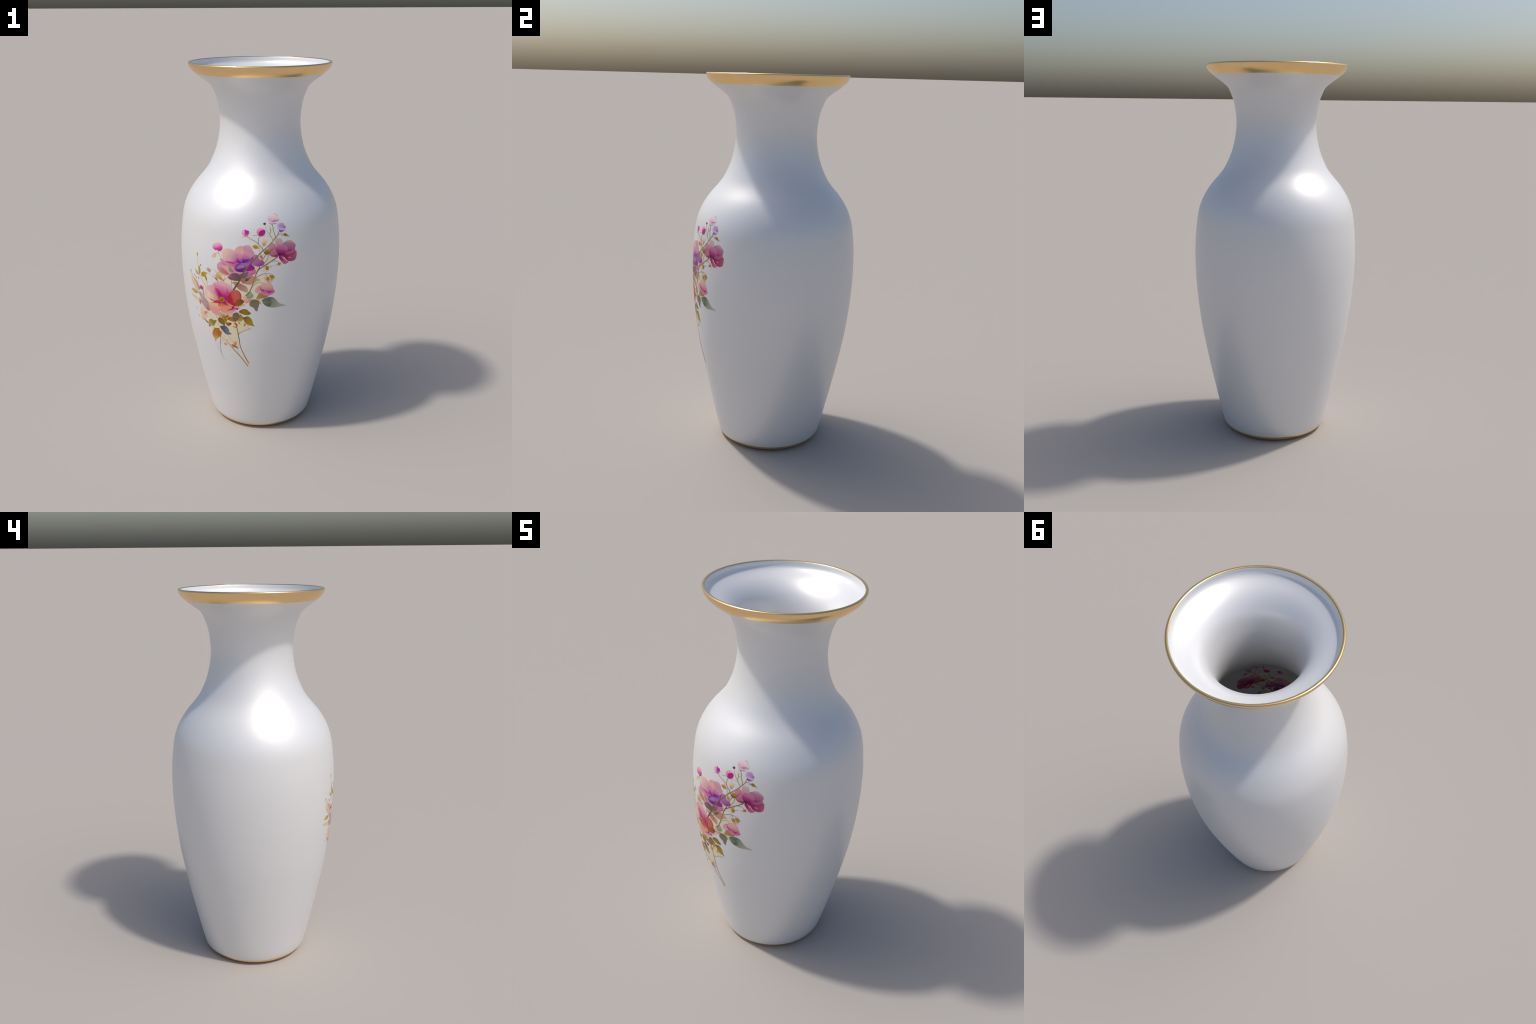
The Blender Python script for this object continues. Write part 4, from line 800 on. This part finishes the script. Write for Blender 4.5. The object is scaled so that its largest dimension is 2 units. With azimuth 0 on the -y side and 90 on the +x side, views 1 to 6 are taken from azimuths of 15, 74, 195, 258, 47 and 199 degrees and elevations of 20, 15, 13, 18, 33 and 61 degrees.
shape('leaf', 4, (-120.2, 736.5), (-85.6, 755.6), [(0.777, 0.576, 0.238), (0.663, 0.422, 0.107)],
      [(-125, 737.6), (-106.6, 753.4), (-83.3, 756.1), (-93.6, 742.5), (-115.6, 734.1)])
shape('leaf', 5, (-101.4, 734), (-67.8, 752.3), [(0.559, 0.282, 0.024), (0.480, 0.249, 0.020)],
      [(-104, 731.1), (-98.1, 743.8), (-81.5, 749.6), (-65.2, 757.3), (-68.5, 743), (-82.9, 732.1)])
leaf('leaf', 6, (-202, 675.7), (-231.7, 690.2), 12.5, 0.1, [(0.408, 0.323, 0.035), (0.367, 0.367, 0.060)])
shape('leaf', 7, (-199.9, 656.4), (-156.4, 706.5), [(0.619, 0.342, 0.047), (0.645, 0.436, 0.090), (0.342, 0.282, 0.009), (0.305, 0.249, 0.006)],
      [(-202.4, 676.7), (-196.7, 694.8), (-178.1, 706.2), (-162.2, 702.6), (-141.2, 708.3), (-151.9, 689.2), (-163.7, 669.6), (-184.3, 662.4), (-203.7, 651.6)])
shape('leaf', 6, (-76.3, 730), (-92.3, 703.7), [(0.422, 0.282, 0.014), (0.495, 0.323, 0.014)],
      [(-97.4, 725.6), (-82.8, 733.3), (-72.7, 731.9), (-79.7, 715.6), (-90.2, 700.7), (-95, 712.3)])
shape('leaf', 7, (-129.5, 718.1), (-92.3, 689.9), [(0.408, 0.107, 0.009), (0.367, 0.154, 0.006), (0.293, 0.213, 0.006), (0.249, 0.145, 0.006)],
      [(-131.3, 713.1), (-126.2, 725.8), (-113.4, 732.4), (-99.6, 727.5), (-93.9, 712.6), (-90.8, 687.4), (-109.9, 692.8), (-124.1, 698.7)])
shape('leaf', 6, (-71.7, 730.9), (-32.4, 726.3), [(0.495, 0.115, 0.009), (0.535, 0.238, 0.006), (0.495, 0.228, 0.006)],
      [(-71.7, 730.9), (-59.5, 744.7), (-43.9, 749.7), (-33, 733.1), (-31.5, 722.3), (-52.2, 723.1)])
shape('leaf', 6, (-1.8, 764.9), (0.8, 728.7), [(0.430, 0.277, 0.006), (0.705, 0.448, 0.029)],
      [(-13.6, 733.7), (-1.7, 767.1), (8.6, 766), (15.3, 755.4), (16.3, 741.8), (2.9, 727.8), (-5.4, 729.1)])
shape('leaf', 6, (-12.9, 728.1), (1, 709.2), [(0.727, 0.448, 0.062), (0.750, 0.414, 0.041)],
      [(-13.9, 728), (-5.7, 724.5), (1.2, 709.2), (-7.3, 712.8)])
shape('leaf', 8, (-21.1, 777.9), (-26.1, 723.8), [(0.270, 0.145, 0.081), (0.293, 0.180, 0.115), (0.317, 0.154, 0.069)],
      [(-41.7, 750), (-36.3, 769), (-21.1, 777.9), (-6.8, 773.1), (-2.3, 757.8), (-10.6, 736.3), (-26.1, 723.8), (-36.6, 727.9)])
shape('leaf', 5, (-85.5, 700.5), (-49.7, 709.7), [(0.495, 0.126, 0.014), (0.408, 0.047, 0.006)],
      [(-85.3, 702.9), (-73.3, 709.9), (-49.2, 710.9), (-56.1, 697), (-74.7, 690.7), (-81.2, 696.8)])
stroke('leaf', 6, 1.0, 0.6, [(0.911, 0.495, 0.145)], [(-84.7, 696.1), (-74, 700.6), (-64.4, 707)])
shape('leaf', 8, (-121.3, 677.3), (-60.2, 642.5), [(0.137, 0.130, 0.069), (0.100, 0.137, 0.171), (0.180, 0.238, 0.259), (0.228, 0.270, 0.270), (0.189, 0.249, 0.282)],
      [(-122.7, 675.8), (-110.9, 682.2), (-91.4, 686.6), (-77.7, 682.5), (-68.4, 669.2), (-65.2, 652.2), (-52.7, 645.1), (-79.6, 635.1), (-97.8, 644.1), (-111, 657.6)])
shape('leaf', 9, (-121.5, 674.9), (-79.4, 636.3), [(0.069, 0.100, 0.162), (0.094, 0.145, 0.218), (0.107, 0.189, 0.270)],
      [(-122.7, 675.8), (-109.5, 672), (-94.1, 656.8), (-77.1, 635.6), (-91.1, 638.5), (-111, 657.6)])
stroke('stem', 5, 2.0, 1.6, [(0.334, 0.156, 0.032)], [(-169.2, 662.9), (-164, 658), (-159.9, 655.3)])
shape('leaf', 7, (-144.8, 660.8), (-168.6, 564.2), [(0.564, 0.205, 0.006), (0.636, 0.226, 0.006), (0.704, 0.283, 0.016), (0.861, 0.496, 0.175), (0.883, 0.521, 0.215)],
      [(-161.3, 656.2), (-144.8, 660.3), (-129.2, 662.3), (-126.5, 650.2), (-118.8, 641.9), (-119.6, 626.2), (-131.7, 610.2), (-151.8, 591.6), (-165.2, 574.5), (-168.8, 563.3), (-171.4, 583.2), (-182.4, 600.8), (-182.5, 621.6), (-170.4, 644.6)])
shape('leaf', 8, (-135.5, 645.3), (-131, 615.5), [(0.546, 0.175, 0.006), (0.581, 0.205, 0.006)],
      [(-134, 645.7), (-118.8, 641.9), (-119.9, 623.6), (-131, 615.5), (-141.7, 620.5), (-142.8, 633.1)])
shape('leaf', 7, (-5.2, 783.5), (59.2, 780.1), [(0.244, 0.168, 0.006), (0.414, 0.244, 0.006), (0.312, 0.202, 0.006)],
      [(-5.2, 783.5), (7.5, 797.1), (23.8, 803.5), (37.7, 800.9), (49.4, 789.6), (59.6, 780.1), (47.1, 771.6), (29, 769.1), (10.9, 774.1)])
shape('leaf', 7, (17.3, 753.3), (74, 706.9), [(0.226, 0.138, 0.006), (0.448, 0.277, 0.006), (0.568, 0.365, 0.006), (0.430, 0.277, 0.006)],
      [(16.3, 753.2), (28.6, 757.8), (42.9, 761.6), (54.7, 754), (64.4, 738.6), (68.1, 718.1), (75.6, 705.3), (59.8, 708.5), (43.5, 709.8), (27.5, 722.3), (19.8, 737.6)])
shape('leaf', 5, (-37.2, 714.2), (-17.7, 694.1), [(0.845, 0.264, 0.013), (0.785, 0.312, 0.041)],
      [(-37.2, 714.7), (-25.3, 714.2), (-14.9, 708.3), (-17.9, 691.3), (-28.1, 701.8)])
shape('leaf', 5, (-45.7, 693.5), (-19.9, 685), [(0.973, 0.430, 0.101), (0.845, 0.264, 0.013)],
      [(-45.7, 693.5), (-30.7, 694.5), (-19.9, 685), (-33.3, 686.7)])
shape('leaf', 5, (20.3, 723.9), (20.6, 702.1), [(1.041, 0.448, 0.133), (0.908, 0.291, 0.021)],
      [(19.7, 724.3), (25.3, 718.7), (31.7, 711.2), (21.6, 701.1), (16.5, 704.7), (21, 712.5)])
stroke('stem', 9, 2.4, 3.2, [(0.259, 0.107, 0.010), (0.175, 0.078, 0.018), (0.147, 0.078, 0.027)], [(-27.3, 723.6), (-20.3, 689.2), (-14.5, 644.4), (-9.7, 605)])
stroke('stem', 9, 2.4, 6.0, [(0.242, 0.114, 0.010), (0.564, 0.226, 0.010), (0.636, 0.271, 0.018), (0.775, 0.403, 0.103)], [(-10.6, 611.4), (-7, 572.5), (10.7, 522.3), (37.6, 465.3)])
stroke('stem', 9, 1.6, 0.4, [(0.403, 0.215, 0.059)], [(-14.4, 618.6), (-9.8, 624.4), (-6.5, 631.3)])
stroke('stem', 8, 1.4, 5.6, [(0.754, 0.464, 0.156), (0.389, 0.175, 0.006), (0.546, 0.237, 0.010), (0.734, 0.389, 0.103)], [(-123, 612.4), (-92.9, 591), (-68.8, 569.8), (-33.9, 530.8), (-3.5, 497.2), (30.6, 447.2)])
stroke('stem', 8, 2.6, 1.4, [(0.564, 0.259, 0.032), (0.347, 0.156, 0.048), (0.608, 0.226, 0.032), (0.918, 0.521, 0.205)], [(-112.6, 653.7), (-128.8, 600.5), (-136.3, 558.9), (-136.6, 504.9), (-122.3, 461.5)])
stroke('stem', 8, 0.9, 1.4, [(0.918, 0.521, 0.189)], [(-164.3, 545.5), (-150.6, 528), (-136.7, 500.7)])
stroke('stem', 8, 0.8, 0.6, [(1.037, 0.704, 0.334)], [(-154.7, 564.9), (-157, 551.7), (-154.6, 536.3)])
stroke('stem', 8, 1.6, 0.4, [(0.775, 0.389, 0.122)], [(-134.4, 567.4), (-128.2, 574.3), (-120.9, 582.1)])
stroke('stem', 5, 1.4, 1.2, [(0.775, 0.367, 0.092)], [(-77.9, 634.6), (-62.3, 610.5), (-43.7, 593.1)])
stroke('stem', 5, 0.9, 0.9, [(0.861, 0.480, 0.165)], [(-29.6, 582.3), (-20.2, 575.8), (-7.8, 570.2)])
stroke('stem', 5, 1.2, 1.2, [(0.839, 0.464, 0.143)], [(-26.7, 556.2), (-21.8, 538.2), (-16.2, 514.6)])
stroke('stem', 5, 1.0, 0.6, [(0.952, 0.636, 0.283)], [(-95.5, 639.7), (-99.2, 618.2), (-97.4, 603)])
stroke('stem', 5, 1.0, 0.6, [(0.861, 0.564, 0.215)], [(-130.6, 662), (-117.5, 634.5), (-103, 619.9)])
stroke('stem', 8, 3.0, 0.5, [(0.704, 0.259, 0.032), (0.861, 0.441, 0.130), (0.883, 0.441, 0.143)], [(-13.8, 644.5), (-10.4, 655.2), (-0.7, 661.5), (15.8, 670.5), (38.9, 683.2), (48.1, 690.2), (66, 696.2)])
stroke('stem', 8, 0.9, 0.5, [(0.883, 0.496, 0.189)], [(15.8, 670.5), (21.2, 679.2), (23.4, 689.9)])
stroke('stem', 8, 1.6, 0.4, [(0.861, 0.403, 0.114)], [(40, 682.8), (50.1, 681.5), (60.8, 683.4)])
stroke('stem', 8, 0.9, 0.7, [(0.883, 0.564, 0.165)], [(43, 685.5), (41.5, 695.9), (40.7, 708.3)])
stroke('stem', 7, 0.9, 0.6, [(0.918, 0.546, 0.189)], [(-94.1, 592), (-104.8, 603.9), (-115.8, 614.2), (-128.9, 631.6)])
stroke('stem', 7, 1.6, 0.5, [(0.704, 0.283, 0.048)], [(-55.8, 557.7), (-40.9, 567.2), (-27.3, 564.1)])
stroke('stem', 7, 1.0, 0.4, [(0.918, 0.546, 0.205)], [(-76, 576.2), (-76.2, 586.8), (-71.3, 597)])
stroke('stem', 8, 1.2, 2.0, [(0.480, 0.205, 0.016), (0.320, 0.139, 0.023)], [(-6.2, 565.9), (-7.7, 580.3), (-9.8, 593.2)])
stroke('stem', 7, 1.0, 0.5, [(0.861, 0.464, 0.156)], [(-128.9, 479.6), (-133.3, 497.6), (-139, 516.4)])
shape('leaf', 9, (-63, 575.7), (-19, 558.7), [(0.704, 0.175, 0.006), (0.655, 0.189, 0.010)],
      [(-63, 575.7), (-42.4, 578), (-28.1, 569.3), (-18.6, 558), (-36.4, 560.5), (-50.9, 568)])
shape('leaf', 8, (-42.5, 577.5), (-28.2, 600.9), [(0.861, 0.403, 0.143), (0.952, 0.496, 0.215)],
      [(-46.6, 588.6), (-28.2, 601.4), (-27.4, 585.3), (-37.6, 575.7)])
shape('leaf', 8, (-58.3, 571.9), (-49.4, 557.6), [(0.883, 0.480, 0.205)],
      [(-58.3, 571.9), (-43.7, 564), (-50.7, 556.8), (-55.4, 561.8)])
shape('leaf', 6, (-111.4, 573.4), (-88.6, 570.8), [(1.037, 0.546, 0.283), (0.952, 0.464, 0.215)],
      [(-111.4, 573.4), (-96.9, 580), (-87.6, 572.4), (-99.1, 562.6)])
leaf('leaf', 6, (-118.5, 593.2), (-108.4, 586), 5.3, 0, [(0.976, 0.480, 0.215)])
leaf('leaf', 6, (-91.5, 603.1), (-73.9, 596.4), 6.6, 0, [(1.000, 0.564, 0.283)])

# ------------------------------------------------------------------ assembly
root = bpy.data.objects.new("porcelain_vase", None)
root.empty_display_size = 0.2
bpy.context.scene.collection.objects.link(root)
root["label"] = "tall white porcelain vase with gilded rim and painted rose bouquet"
root["category"] = "vase"
build_vase(root)
build_bouquet(root)
